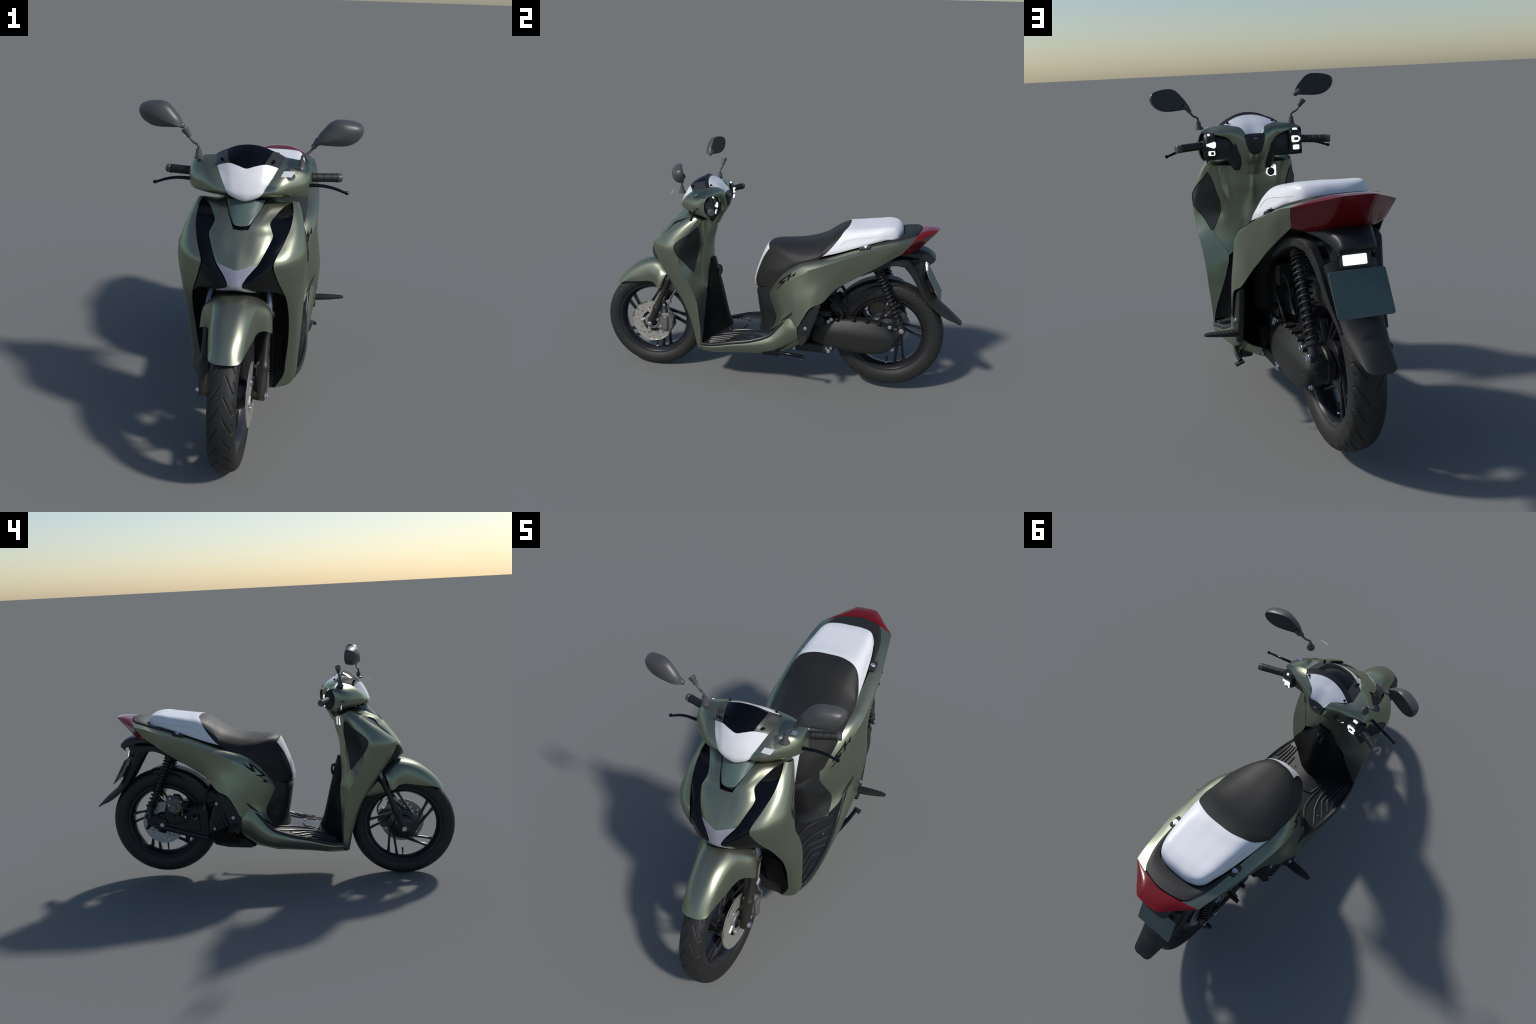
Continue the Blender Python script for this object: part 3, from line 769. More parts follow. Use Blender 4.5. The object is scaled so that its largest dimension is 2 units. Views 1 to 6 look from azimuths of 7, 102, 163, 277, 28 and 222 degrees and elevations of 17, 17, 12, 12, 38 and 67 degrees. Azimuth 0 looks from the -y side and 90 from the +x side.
# ================================================================== SEAT
seat = group("seat")
seat_rows = [
    [(0, -.126, .548), (.040, -.122, .549), (.078, -.102, .554), (.103, -.068, .563), (.122, -.038, .573), (.136, -.016, .582), (.143, -.006, .588)],
    [(0, -.131, .585), (.045, -.126, .590), (.086, -.102, .604), (.116, -.060, .618), (.137, -.022, .630), (.152, .010, .636), (.158, .025, .635)],
    [(0, -.113, .658), (.045, -.108, .660), (.087, -.086, .664), (.124, -.044, .670), (.150, -.002, .674), (.166, .035, .674), (.170, .055, .672)],
    [(0, -.085, .730), (.043, -.080, .730), (.084, -.060, .726), (.122, -.018, .718), (.152, .022, .708), (.172, .060, .698), (.174, .080, .694)],
    [(0, -.058, .783), (.042, -.054, .781), (.080, -.036, .773), (.117, .002, .757), (.150, .044, .738), (.175, .085, .720), (.178, .102, .710)],
    [(0, -.032, .797), (.046, -.026, .795), (.088, -.006, .787), (.125, .028, .771), (.156, .068, .752), (.180, .112, .734), (.182, .126, .727)],
    [(0, .040, .803), (.054, .045, .801), (.102, .058, .792), (.140, .083, .778), (.167, .118, .763), (.183, .148, .749), (.183, .160, .742)],
    [(0, .140, .814), (.062, .140, .812), (.115, .144, .803), (.152, .158, .788), (.175, .178, .774), (.185, .198, .761), (.182, .208, .756)],
    [(0, .250, .853), (.068, .248, .849), (.121, .246, .836), (.158, .242, .816), (.178, .239, .796), (.185, .237, .779), (.181, .236, .768)],
    [(0, .325, .900), (.068, .320, .896), (.123, .304, .878), (.156, .287, .850), (.176, .268, .820), (.184, .255, .793), (.182, .248, .778)],
    [(0, .378, .922), (.068, .375, .920), (.126, .358, .908), (.155, .340, .882), (.173, .308, .840), (.183, .276, .804), (.183, .256, .785)],
    [(0, .440, .931), (.068, .437, .930), (.126, .424, .923), (.152, .408, .900), (.167, .378, .858), (.176, .346, .824), (.176, .332, .808)],
    [(0, .530, .944), (.066, .528, .943), (.121, .518, .938), (.144, .503, .915), (.156, .480, .880), (.163, .455, .857), (.163, .445, .846)],
    [(0, .600, .953), (.062, .598, .952), (.113, .588, .948), (.134, .572, .928), (.145, .550, .900), (.150, .530, .879), (.149, .522, .870)],
    [(0, .638, .944), (.059, .636, .944), (.106, .622, .940), (.126, .604, .922), (.136, .585, .903), (.140, .568, .889), (.139, .560, .880)],
    [(0, .654, .922), (.056, .652, .922), (.101, .638, .919), (.120, .620, .909), (.131, .602, .898), (.135, .585, .889), (.133, .577, .884)],
    [(0, .660, .895), (.054, .657, .895), (.098, .642, .894), (.118, .625, .892), (.128, .608, .890), (.132, .592, .888), (.130, .584, .884)],
]
lift = lambda p: (p[0], p[1], p[2] + (.009 - .008*max(0., min(1., (p[1] - .33)/.12))) * max(0., min(1., (p[2] - .62) / .15)) * max(0., 1 - (p[0] / .165) ** 4))
seat_rows = [[lift(p) for p in r] for r in seat_rows]
Gs = surface(whole(seat_rows), 6, 6)
split = 60
seat_all = grid(Gs).facing((0, .25, .75))
nb = (Gs.shape[1] - 1)
black_half = Shape(seat_all.v, seat_all.f[:split*nb]).welded(); white_half = Shape(seat_all.v, seat_all.f[split*nb:]).welded()
put("seat_cushion", black_half.thick(.006), SEATB, seat, angle=45)
put("pillion_cushion", white_half.thick(.006), WHITE, seat, angle=45)
stree = tree(black_half)
# white strip down the seat's nose
G = []
for z, hw in ((.556, .055), (.59, .059), (.64, .062), (.69, .064), (.72, .066), (.758, .072), (.784, .078), (.793, .064)):
    row = []
    for w in np.linspace(-1, 1, 15):
        zz = z - (.010 * w * w if z > .74 else 0)
        h = cast(stree, (w*hw, -.1, zz), (0, 1, 0), .3)
        row.append(h[0] + h[1]*0 + V3(0, -.0035, .0005) if h is not None else V3(w*hw, -.05, zz))
    G.append(row)
strip = grid(np.array(G)).welded()
if strip.normals()[:, 1].sum() > 0: strip = strip.flipped()
put("seat_nose_strip", strip.thick(.004), WHITE, seat)
wtree2 = tree(white_half)
seam = []
for y, z in ((.345, .845), (.365, .866), (.40, .882), (.46, .893), (.52, .902), (.57, .909), (.60, .913)):
    h = cast(wtree2, (.3, y, z), (-1, 0, 0), .5)
    if h is not None: seam.append(h[0] + V3(.0002, 0, 0))
pair("seat_seam", tube(seam, .0010, 6), SEATB if False else material("grey_stitch", (.60, .60, .62), rough=.6, grain=.05), seat)

# seat pan edge and body core in black so that no gap shows daylight
core = group("frame")
put("inner_body", prism([(-.04, .34), (-.07, .53), (.04, .60), (.12, .70), (.20, .73), (.20, .40), (.12, .30)], -.095, .095, .02).add(prism([(.10, .40), (.10, .66), (.16, .72), (.26, .755), (.42, .80), (.58, .85), (.66, .86), (.64, .835), (.45, .735), (.33, .665), (.25, .615), (.18, .53), (.15, .42)], -.155, .155, .02)), MATT, core)
put("rear_frame", prism([(.40, .80), (.56, .86), (.70, .905), (.74, .90), (.68, .815), (.48, .745)], -.14, .14, .02), MATT, core)
put("steering_core", prism([(-.60, .62), (-.62, .80), (-.53, .90), (-.46, .96), (-.37, .96), (-.39, .86), (-.41, .70), (-.42, .60)], -.085, .085, .02), MATT, core)

# ================================================================== GRAB RAIL AND TAIL
rail_rows = [
    [(.158, .455, .843), (.166, .458, .846), (.172, .462, .846), (.175, .465, .838)],
    [(.150, .530, .866), (.160, .533, .872), (.167, .537, .871), (.169, .540, .860)],
    [(.138, .590, .884), (.150, .600, .892), (.158, .608, .891), (.160, .612, .880)],
    [(.122, .630, .896), (.134, .650, .906), (.142, .664, .906), (.143, .670, .893)],
    [(.096, .652, .902), (.105, .690, .918), (.112, .722, .922), (.114, .730, .908)],
    [(.055, .662, .905), (.058, .706, .925), (.060, .742, .930), (.061, .752, .915)],
    [(0, .664, .906), (0, .710, .927), (0, .750, .933), (0, .760, .917)],
]
gr = panel(rail_rows, .006, (0, .60, .80), 5, 6, bu=(2,))
put("grab_rail", gr.add(gr.mirrored()), MATT)
pair("rail_bracket", box((.176, .478, .842), (.030, .060, .026), .005, rotation((1, 0, 0), .27)), BLACK)
pair("rail_bolt", bolt((.176, .480, .856), (.25, -.1, 1), .0105, .007), BOLTM)

tail_rows = [
    [(0, .756, .931), (.030, .753, .930), (.060, .747, .928), (.085, .742, .924), (.106, .736, .919), (.140, .726, .909), (.178, .714, .896)],
    [(0, .800, .939), (.030, .797, .938), (.058, .790, .936), (.082, .775, .931), (.104, .760, .924), (.138, .740, .912), (.178, .7145, .8955)],
    [(0, .842, .937), (.030, .841, .937), (.056, .836, .935), (.085, .810, .926), (.108, .785, .919), (.140, .752, .908), (.178, .715, .895)],
    [(0, .832, .922), (.030, .831, .922), (.055, .825, .920), (.084, .800, .912), (.107, .777, .905), (.139, .745, .895), (.176, .709, .884)],
    [(0, .790, .872), (.030, .789, .872), (.058, .780, .870), (.086, .757, .866), (.110, .736, .862), (.140, .712, .859), (.170, .688, .858)],
    [(0, .748, .828), (.030, .747, .828), (.062, .738, .826), (.090, .718, .822), (.114, .698, .820), (.140, .680, .820), (.162, .662, .824)],
    [(0, .735, .815), (.030, .733, .815), (.062, .724, .813), (.090, .704, .811), (.114, .686, .811), (.138, .672, .815), (.160, .660, .822)],
]
put("tail_lamp", sym_panel(tail_rows, .005, (0, .65, .87), 5, 5, bv=(2,)), RED, angle=40)

# ================================================================== PLATE CARRIER
carrier = group("rear_mudguard")
cap_rows = [
    [(0, .700, .822), (.045, .696, .822), (.085, .685, .820), (.110, .672, .815), (.120, .660, .805)],
    [(0, .780, .826), (.040, .778, .826), (.068, .770, .822), (.082, .755, .812), (.088, .745, .795)],
    [(0, .825, .812), (.038, .824, .812), (.060, .818, .808), (.068, .808, .798), (.070, .800, .780)],
    [(0, .842, .788), (.038, .841, .788), (.058, .835, .786), (.064, .825, .780), (.065, .815, .765)],
    [(0, .832, .772), (.036, .830, .772), (.054, .824, .770), (.060, .812, .766), (.060, .805, .760)],
]
cap_rows = [[(p[0]*.96, p[1] - .006*(i > 1), p[2] - .013*min(1, i/2)) for p in r] for i, r in enumerate(cap_rows)]
put("plate_lamp_cowl", sym_panel(cap_rows, .004, (0, .72, .74)), BLACK, carrier)
put("carrier_core", prism([(.60, .79), (.70, .825), (.81, .80), (.83, .775), (.785, .765), (.775, .71), (.780, .67), (.755, .68), (.72, .73), (.66, .775)], -.062, .062, .008), BLACK, carrier)
# swept side struts from the body down to the flap
strut_G = []
for c, wy, wx in (((.160, .455, .700), .020, .010), ((.150, .540, .745), .028, .014), ((.130, .625, .772), .028, .018), ((.112, .690, .765), .032, .020), ((.100, .732, .708), .028, .015), ((.093, .764, .646), .022, .011), ((.084, .800, .580), .018, .009), ((.074, .850, .515), .010, .006)):
    strut_G.append((c, wy, wx))
cs = hermite(np.array([list(c) + [wy, wx] for c, wy, wx in strut_G]), 6, breaks=(3,))
G = []
for i, q in enumerate(cs):
    p = q[:3]; t = cs[min(i+1, len(cs)-1), :3] - cs[max(i-1, 0), :3]; t /= np.linalg.norm(t)
    n = np.cross(V3(1, 0, 0), t); n /= np.linalg.norm(n)
    G.append([p + n*q[3]*a*.62 + V3(1, 0, 0)*q[4]*b for a, b in ((-1, -.8), (-.7, -1), (.7, -1), (1, -.8), (1, .5), (.7, 1), (-.7, 1), (-1, .8))])
st = loft(np.array(G)); pair("carrier_strut", st, MATT, carrier)
put("carrier_web", panel([[(0, .60, .775), (.06, .60, .775), (.13, .58, .77)], [(0, .68, .79), (.06, .68, .785), (.11, .66, .775)], [(0, .75, .80), (.05, .75, .795), (.09, .74, .78)]], .01, (0, .65, .7)).both(), MATT, carrier)
flap_rows = [
    [(0, .768, .722), (.040, .765, .720), (.070, .758, .714), (.088, .746, .704), (.094, .734, .694)],
    [(0, .790, .660), (.040, .786, .657), (.068, .778, .650), (.084, .766, .640), (.089, .752, .630)],
    [(0, .823, .590), (.038, .819, .587), (.064, .811, .581), (.078, .800, .572), (.082, .788, .564)],
    [(0, .868, .530), (.036, .864, .527), (.060, .856, .521), (.072, .846, .513), (.075, .836, .506)],
    [(0, .928, .482), (.033, .924, .479), (.052, .916, .474), (.061, .908, .467), (.064, .900, .461)],
    [(0, .990, .424), (.026, .987, .425), (.041, .980, .428), (.049, .969, .433), (.052, .956, .438)],
]
flap_rows = [[(p[0], min(p[1] + .012, .999), p[2] + .010*(1 - i/5)) for p in r] for i, r in enumerate(flap_rows)]
put("mud_flap", sym_panel(flap_rows, .005, (0, .72, .45)), MATT, carrier)
# number plate with rounded corners
def rounded(hw, hh, r, n=5):
    P = []
    for cx, cz, a0 in ((hw-r, hh-r, 0), (-hw+r, hh-r, 90), (-hw+r, -hh+r, 180), (hw-r, -hh+r, 270)):
        for k in range(n+1):
            a = math.radians(a0 + 90*k/n); P.append((cx + r*math.cos(a), cz + r*math.sin(a)))
    return P
pa, pb = V3(0, .803, .700), V3(0, .879, .566)
mid = (pa + pb)/2; tilt = math.atan2(pb[1]-pa[1], pa[2]-pb[2])
pl_ = prism(rounded(.0955, np.linalg.norm(pa-pb)/2, .009), -.0015, .0015, .0006, 'xz').turned(rotation((1, 0, 0), tilt)).moved(mid)
put("number_plate", pl_, PLATE, carrier)
put("plate_bracket", box(mid + V3(0, -.034, -.016), (.09, .040, .07), .006, rotation((1, 0, 0), tilt)), BLACK, carrier)
put("plate_lamp", prism(rounded(.040, .0165, .004), -.003, .003, .001, 'xz').turned(rotation((1, 0, 0), .22)).moved((.0, .790, .728)), LIT, carrier)
put("plate_lamp_housing", box((0, .779, .728), (.10, .018, .05), .004, rotation((1, 0, 0), .22)), BLACK, carrier)

# ================================================================== HANDLEBAR COWL
bars = group("handlebar")
cowl_side = [   # from the lamp edge outwards; top to bottom
    [(.129, -.388, 1.094), (.121, -.430, 1.083), (.112, -.467, 1.068), (.092, -.505, 1.035), (.076, -.527, 1.006), (.064, -.537, .986), (.054, -.520, .970), (.044, -.440, .947)],
    [(.150, -.385, 1.092), (.148, -.422, 1.080), (.142, -.455, 1.064), (.128, -.490, 1.035), (.118, -.510, 1.006), (.110, -.512, .982), (.100, -.475, .963), (.085, -.410, .945)],
    [(.175, -.378, 1.088), (.178, -.410, 1.075), (.176, -.435, 1.058), (.170, -.458, 1.032), (.166, -.470, 1.006), (.160, -.470, .981), (.150, -.438, .961), (.130, -.390, .947)],
    [(.198, -.370, 1.081), (.204, -.395, 1.067), (.206, -.415, 1.049), (.207, -.427, 1.026), (.206, -.433, 1.004), (.203, -.430, .982), (.196, -.405, .963), (.182, -.368, .949)],
    [(.214, -.360, 1.074), (.221, -.378, 1.060), (.224, -.392, 1.044), (.226, -.400, 1.024), (.226, -.402, 1.004), (.224, -.397, .984), (.220, -.380, .965), (.212, -.360, .951)],
    [(.221, -.350, 1.069), (.227, -.358, 1.056), (.229, -.364, 1.042), (.230, -.368, 1.024), (.230, -.368, 1.004), (.229, -.364, .985), (.226, -.352, .967), (.219, -.338, .952)],
]
bulge = [(0, 0), (.008, -.010), (.010, -.012), (.009, -.008), (.003, -.006), (0, 0)]; tap = (0, .4, .8, 1, 1, 1, .8, .5)
cowl_side = [[(p[0] + bulge[i][0]*tap[j], p[1] + bulge[i][1]*tap[j], p[2]) for j, p in enumerate(r)] for i, r in enumerate(cowl_side)]
cw = panel(cowl_side, .004, (.06, -.38, 1.0), 5, 5)
cowl_top = [
    [(.129, -.388, 1.094), (.150, -.385, 1.092), (.175, -.378, 1.088), (.198, -.370, 1.081), (.214, -.360, 1.074), (.221, -.350, 1.069)],
    [(.116, -.367, 1.095), (.136, -.362, 1.091), (.160, -.356, 1.085), (.180, -.352, 1.076), (.190, -.349, 1.070), (.197, -.348, 1.063)],
    [(.086, -.349, 1.090), (.100, -.340, 1.086), (.116, -.333, 1.079), (.130, -.330, 1.070), (.140, -.330, 1.062), (.146, -.332, 1.055)],
    [(.053, -.331, 1.082), (.064, -.322, 1.077), (.078, -.316, 1.068), (.090, -.316, 1.057), (.099, -.320, 1.046), (.105, -.327, 1.037)],
    [(.043, -.306, 1.060), (.050, -.303, 1.055), (.060, -.303, 1.045), (.070, -.307, 1.032), (.079, -.315, 1.018), (.085, -.326, 1.005)],
    [(.036, -.296, 1.005), (.043, -.298, 1.002), (.052, -.302, .996), (.062, -.309, .988), (.070, -.320, .982), (.077, -.338, .975)],
    [(.020, -.297, .972), (.032, -.300, .970), (.044, -.306, .966), (.056, -.316, .962), (.066, -.330, .957), (.078, -.350, .952)],
    [(.000, -.322, .925), (.022, -.325, .925), (.040, -.333, .925), (.055, -.345, .925), (.068, -.360, .926), (.082, -.385, .930)],
    [(.000, -.346, .878), (.022, -.349, .879), (.042, -.358, .880), (.060, -.370, .883), (.075, -.385, .888), (.090, -.405, .895)],
]
ct = panel(cowl_top, .004, (.06, -.42, .98), 5, 5)
neck_mid = panel([[(0, -.296, 1.02), (.020, -.296, 1.02), (.043, -.300, 1.02)], [(0, -.297, .975), (.020, -.297, .972), (.040, -.304, .968)], [(0, -.322, .925), (.022, -.325, .925), (.040, -.333, .925)]], .004, (0, -.42, .98))
cwl = cw.copy().add(ct).add(neck_mid)
put("handlebar_cowl", cwl.add(cwl.mirrored()), GREEN, bars, angle=40)
put("cowl_liner", prism([(-.47, 1.0), (-.44, 1.055), (-.39, 1.082), (-.34, 1.06), (-.315, 1.03), (-.32, .96), (-.36, .90), (-.40, .92), (-.43, .97), (-.465, .98)], -.10, .10, .02).add(
    prism([(-.385, .97), (-.40, 1.03), (-.385, 1.06), (-.355, 1.055), (-.345, 1.0), (-.35, .965)], -.212, .212, .01)), MATT, bars)
put("steering_neck", tube([(0, -.40, .98), (0, -.43, .90), (0, -.46, .82)], [.062, .060, .06], 24), MATT, bars)

lens_rows = [
    [(0, -.511, 1.069), (.030, -.505, 1.077), (.064, -.491, 1.083), (.090, -.478, 1.078), (.112, -.467, 1.068)],
    [(0, -.527, 1.045), (.030, -.524, 1.046), (.058, -.516, 1.046), (.078, -.508, 1.041), (.093, -.504, 1.035)],
    [(0, -.545, 1.008), (.026, -.543, 1.008), (.048, -.539, 1.008), (.064, -.533, 1.007), (.076, -.527, 1.006)],
    [(0, -.553, .980), (.022, -.551, .981), (.042, -.547, .983), (.055, -.542, .985), (.064, -.537, .986)],
    [(0, -.548, .961), (.018, -.546, .963), (.032, -.543, .967), (.042, -.540, .970), (.050, -.536, .972)],
    [(0, -.528, .956), (.014, -.526, .957), (.024, -.524, .959), (.032, -.522, .961), (.038, -.520, .963)],
]
put("position_lamp_lens", sym_panel(lens_rows, .004, (0, -.42, 1.0), out=.0015), LENS, bars)
visor_rows = [
    [(0, -.511, 1.070), (.030, -.505, 1.078), (.066, -.490, 1.085)],
    [(0, -.492, 1.098), (.034, -.487, 1.100), (.073, -.468, 1.098)],
    [(0, -.462, 1.121), (.038, -.456, 1.118), (.080, -.440, 1.109)],
    [(0, -.418, 1.141), (.042, -.415, 1.136), (.086, -.407, 1.119)],
]
put("wind_visor", sym_panel(visor_rows, .003, (0, -.38, 1.0), out=.001), SMOKE, bars)
wing_rows = [
    [(.066, -.490, 1.085), (.090, -.479, 1.079), (.113, -.466, 1.070)],
    [(.073, -.468, 1.098), (.098, -.452, 1.089), (.119, -.440, 1.080)],
    [(.080, -.440, 1.109), (.104, -.424, 1.098), (.124, -.413, 1.088)],
    [(.086, -.407, 1.119), (.110, -.398, 1.107), (.129, -.388, 1.095)],
]
wg = panel(wing_rows, .003, (0, -.38, 1.0)).offset(.002); pair("visor_wing", wg, TINT, bars)
pair("visor_screw", cyl((.094, -.466, 1.088), (.096, -.478, 1.097), .0055, 14), GLOSS, bars)
meter_rows = [
    [(0, -.398, 1.131), (.030, -.396, 1.129), (.062, -.390, 1.121), (.090, -.381, 1.109), (.114, -.369, 1.096)],
    [(0, -.378, 1.117), (.028, -.376, 1.116), (.056, -.371, 1.110), (.078, -.364, 1.102), (.094, -.356, 1.093)],
    [(0, -.350, 1.098), (.022, -.348, 1.097), (.040, -.343, 1.093), (.050, -.338, 1.088), (.056, -.333, 1.083)],
    [(0, -.320, 1.068), (.014, -.319, 1.068), (.026, -.316, 1.067), (.036, -.313, 1.065), (.043, -.308, 1.062)],
    [(0, -.298, 1.040), (.008, -.298, 1.041), (.014, -.298, 1.042), (.020, -.298, 1.043), (.028, -.298, 1.045)],
]
put("meter_panel", sym_panel(meter_rows, .004, (0, -.45, 1.0)), WHITE, bars)
pair("meter_screw", cyl((.099, -.372, 1.098), (.0995, -.365, 1.108), .005, 12), GLOSS, bars)
put("visor_rim", panel([[(0, -.418, 1.1415), (.042, -.415, 1.1365), (.086, -.407, 1.1195), (.112, -.396, 1.106), (.129, -.387, 1.095)],
                        [(0, -.396, 1.128), (.036, -.394, 1.125), (.074, -.388, 1.113), (.100, -.378, 1.102), (.116, -.368, 1.094)]], .003, (0, -.38, 1.0)).both(), BLACK, bars)
pod_rows = [
    [(0, -.305, 1.056), (.022, -.303, 1.056), (.034, -.300, 1.055), (.043, -.296, 1.051)],
    [(0, -.288, 1.040), (.020, -.288, 1.040), (.034, -.289, 1.040), (.043, -.294, 1.038)],
    [(0, -.285, 1.010), (.018, -.286, 1.010), (.031, -.288, 1.010), (.038, -.297, 1.008)],
    [(0, -.288, .985), (.014, -.289, .985), (.025, -.291, .985), (.031, -.299, .985)],
    [(0, -.299, .968), (.010, -.299, .968), (.017, -.299, .969), (.022, -.301, .971)],
]
put("dash_pod", sym_panel(pod_rows, .004, (0, -.4, 1.0)), BLACK, bars)
put("dash_badge", box((0, -.2875, 1.032), (.017, .003, .014), .001, rotation((1, 0, 0), -.1)), SILVER, bars)

for sx in (1, -1):
    M = (lambda S: S) if sx > 0 else (lambda S: S.mirrored())
    pods = prism([(-.385, .962), (-.335, .960), (-.318, .975), (-.312, 1.02), (-.322, 1.052), (-.340, 1.066), (-.375, 1.060)], .160, .211, .008)
    bevelled = prism([(-.375, .955), (-.345, .952), (-.338, .97), (-.338, 1.03), (-.350, 1.052), (-.385, 1.055), (-.385, .985)], .072, .214, .008)
    put("switch_housing", M(pods.add(bevelled)), BLACK, bars)
    A, B = V3(.214, -.346, 1.017), V3(.337, -.299, 1.013); d = (B-A)/np.linalg.norm(B-A)
    put("grip_collar", M(cyl(A - d*.006, A + d*.010, .0200, 24)), GREYP, bars)
    gp = [A + d*t for t in np.linspace(.008, .120, 40)]
    gr_ = [.0168 - (.0012 if (i % 10 == 7) else 0) for i in range(40)]
    put("handle_grip", M(tube(gp, gr_, 24, smooth=False)), RUBG, bars)
    put("bar_end", M(cyl(A + d*.116, A + d*.134, .0165, 24, .003).add(cyl(A + d*.114, A + d*.119, .0185, 24))), GREYP, bars)
    lv = tube([(.190, -.405, .994), (.215, -.412, 1.000), (.245, -.411, 1.002), (.285, -.404, .999), (.325, -.400, .990), (.352, -.399, .980), (.363, -.398, .977)], [.007, .008, .0068, .006, .0056, .0050, .0048], 12)
    put("brake_lever", M(lv.add(lathe([(.001, -.0075), (.0055, -.006), (.0078, 0), (.0055, .006), (.001, .0075)], 14, 'x').moved((.364, -.398, .977)))), GLOSS, bars)
    put("lever_perch", M(box((.200, -.388, .994), (.036, .044, .016), .005)), BLACK, bars)
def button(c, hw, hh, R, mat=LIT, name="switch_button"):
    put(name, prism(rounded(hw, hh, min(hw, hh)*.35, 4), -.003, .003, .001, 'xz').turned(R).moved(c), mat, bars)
tilt_b = rotation((1, 0, 0), .55)
button((.186, -.331, 1.058), .011, .009, rotation((1, 0, 0), .75), GREYP)
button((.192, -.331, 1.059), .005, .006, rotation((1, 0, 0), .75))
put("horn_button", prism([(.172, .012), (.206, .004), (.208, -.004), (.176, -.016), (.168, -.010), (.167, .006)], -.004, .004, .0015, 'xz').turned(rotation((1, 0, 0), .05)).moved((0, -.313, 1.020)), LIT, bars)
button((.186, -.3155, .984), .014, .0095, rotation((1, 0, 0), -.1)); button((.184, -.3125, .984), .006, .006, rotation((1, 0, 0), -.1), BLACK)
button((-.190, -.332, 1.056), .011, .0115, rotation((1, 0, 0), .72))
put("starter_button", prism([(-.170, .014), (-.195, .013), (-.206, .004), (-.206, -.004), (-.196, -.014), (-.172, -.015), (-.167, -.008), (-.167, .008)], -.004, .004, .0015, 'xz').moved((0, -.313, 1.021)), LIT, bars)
button((-.187, -.309, 1.021), .009, .006, rotation((1, 0, 0), 0), BLACK)
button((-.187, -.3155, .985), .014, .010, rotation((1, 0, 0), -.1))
# key switch on the right of the inner shield
put("key_switch", cyl((-.085, -.398, .880), (-.085, -.373, .884), .019, 24, .003), BLACK)
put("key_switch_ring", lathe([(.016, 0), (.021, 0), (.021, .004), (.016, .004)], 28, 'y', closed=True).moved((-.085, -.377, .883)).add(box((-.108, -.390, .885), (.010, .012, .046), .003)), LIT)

# ================================================================== MIRRORS
head_out = [(-.088, -.040), (-.078, -.012), (-.058, .014), (-.034, .038), (-.012, .047), (.022, .047), (.060, .040), (.080, .030), (.087, .014), (.082, -.008), (.066, -.028), (.036, -.044), (.000, -.048), (-.038, -.046), (-.066, -.044)]
def mirror(head, base, top, sx, joined):
    g = group("mirror"); head, base, top = map(np.asarray, (head, base, top))
    P = hermite(np.array(head_out + head_out[:1]), 4)[:-1]
    lean = rotation((0, 0, 1), 0.30) @ rotation((1, 0, 0), .12)
    def ring(s, y, sh=(0, 0)):
        return np.stack([(P[:, 0]*s + sh[0]), np.full(len(P), y), P[:, 1]*s + sh[1]], 1)
    S = loft(np.array([ring(.93, .016), ring(.975, .018), ring(1.0, .014), ring(1.0, .004), ring(.95, -.008), ring(.82, -.020, (.004, .001)), ring(.60, -.029, (.010, .003)), ring(.33, -.034, (.014, .004)), ring(.08, -.036, (.016, .004))]))
    if (S.normals() * (S.v - S.v.mean(0))).sum() < 0: S = S.flipped()
    Gl = loft(np.array([ring(.93, .0172), ring(.92, .0185), ring(.05, .0188)]))
    if (Gl.normals()[:, 1]).sum() < 0: Gl = Gl.flipped()
    fix = lambda S: (S.turned(lean) if sx > 0 else S.turned(lean).mirrored()).moved(head)
    put("mirror_shell", fix(S), MIRRORB, g, angle=50); put("mirror_glass", fix(Gl), GLASS, g)
    b, t = base, top; d = t - b
    put("mirror_boot", tube([b + V3(0, 0, -.006), b + V3(0, 0, .0), b + V3(sx*.002, 0, .006), b + V3(sx*.003, .0, .030)], [.019, .019, .0135, .0095], 20, smooth=False), MIRRORB, g)
    k = b + V3(sx*.004, 0, .034); j = b + d*.52 + V3(-sx*.004, 0, .006)
    put("mirror_stalk", tube([b + V3(sx*.003, 0, .028), k + V3(sx*.001, 0, .010), j, t], .0048, 12), MIRRORB, g)
    e = t - j; e /= np.linalg.norm(e)
    q = (t + e*.012)
    put("mirror_joint", tube([t - e*.024, t - e*.020, t - e*.008, t - e*.004, q], [.0085, .0100, .0100, .0125, .0150], 18, smooth=False), MIRRORB, g)
    hb = head + V3(-sx*.080, -.004, -.036)
    put("mirror_ball", tube([hb + V3(-sx*.012, 0, -.006), hb + V3(-sx*.008, 0, -.004), hb + V3(sx*.016, 0, .010)], [.006, .010, .014], 16, smooth=False), MIRRORB if joined else GREYP, g)
mirror((.329, -.470, 1.207), (.195, -.497, 1.080), (.248, -.480, 1.172), 1, True)
mirror((-.328, -.465, 1.244), (-.194, -.398, 1.082), (-.246, -.390, 1.174), -1, False)
# loose white reflector tile and small white tab by the left mirror
tc_ = [V3(.131, -.566, 1.058), V3(.142, -.556, 1.077), V3(.182, -.555, 1.078), V3(.169, -.566, 1.058)]
nn = V3(.03, -.89, .45); nn /= np.linalg.norm(nn)
tile = loft(np.array([[p - nn*.001 for p in tc_], [p + nn*.001 for p in tc_]]))
if (tile.normals()*(tile.v - tile.v.mean(0))).sum() < 0: tile = tile.flipped()
put("reflector_tile", tile, LENS, bars)
put("mirror_mount_tab", box((.196, -.420, 1.068), (.020, .016, .005), .001, rotation((1, 0, 0), .35)), LENS, bars)

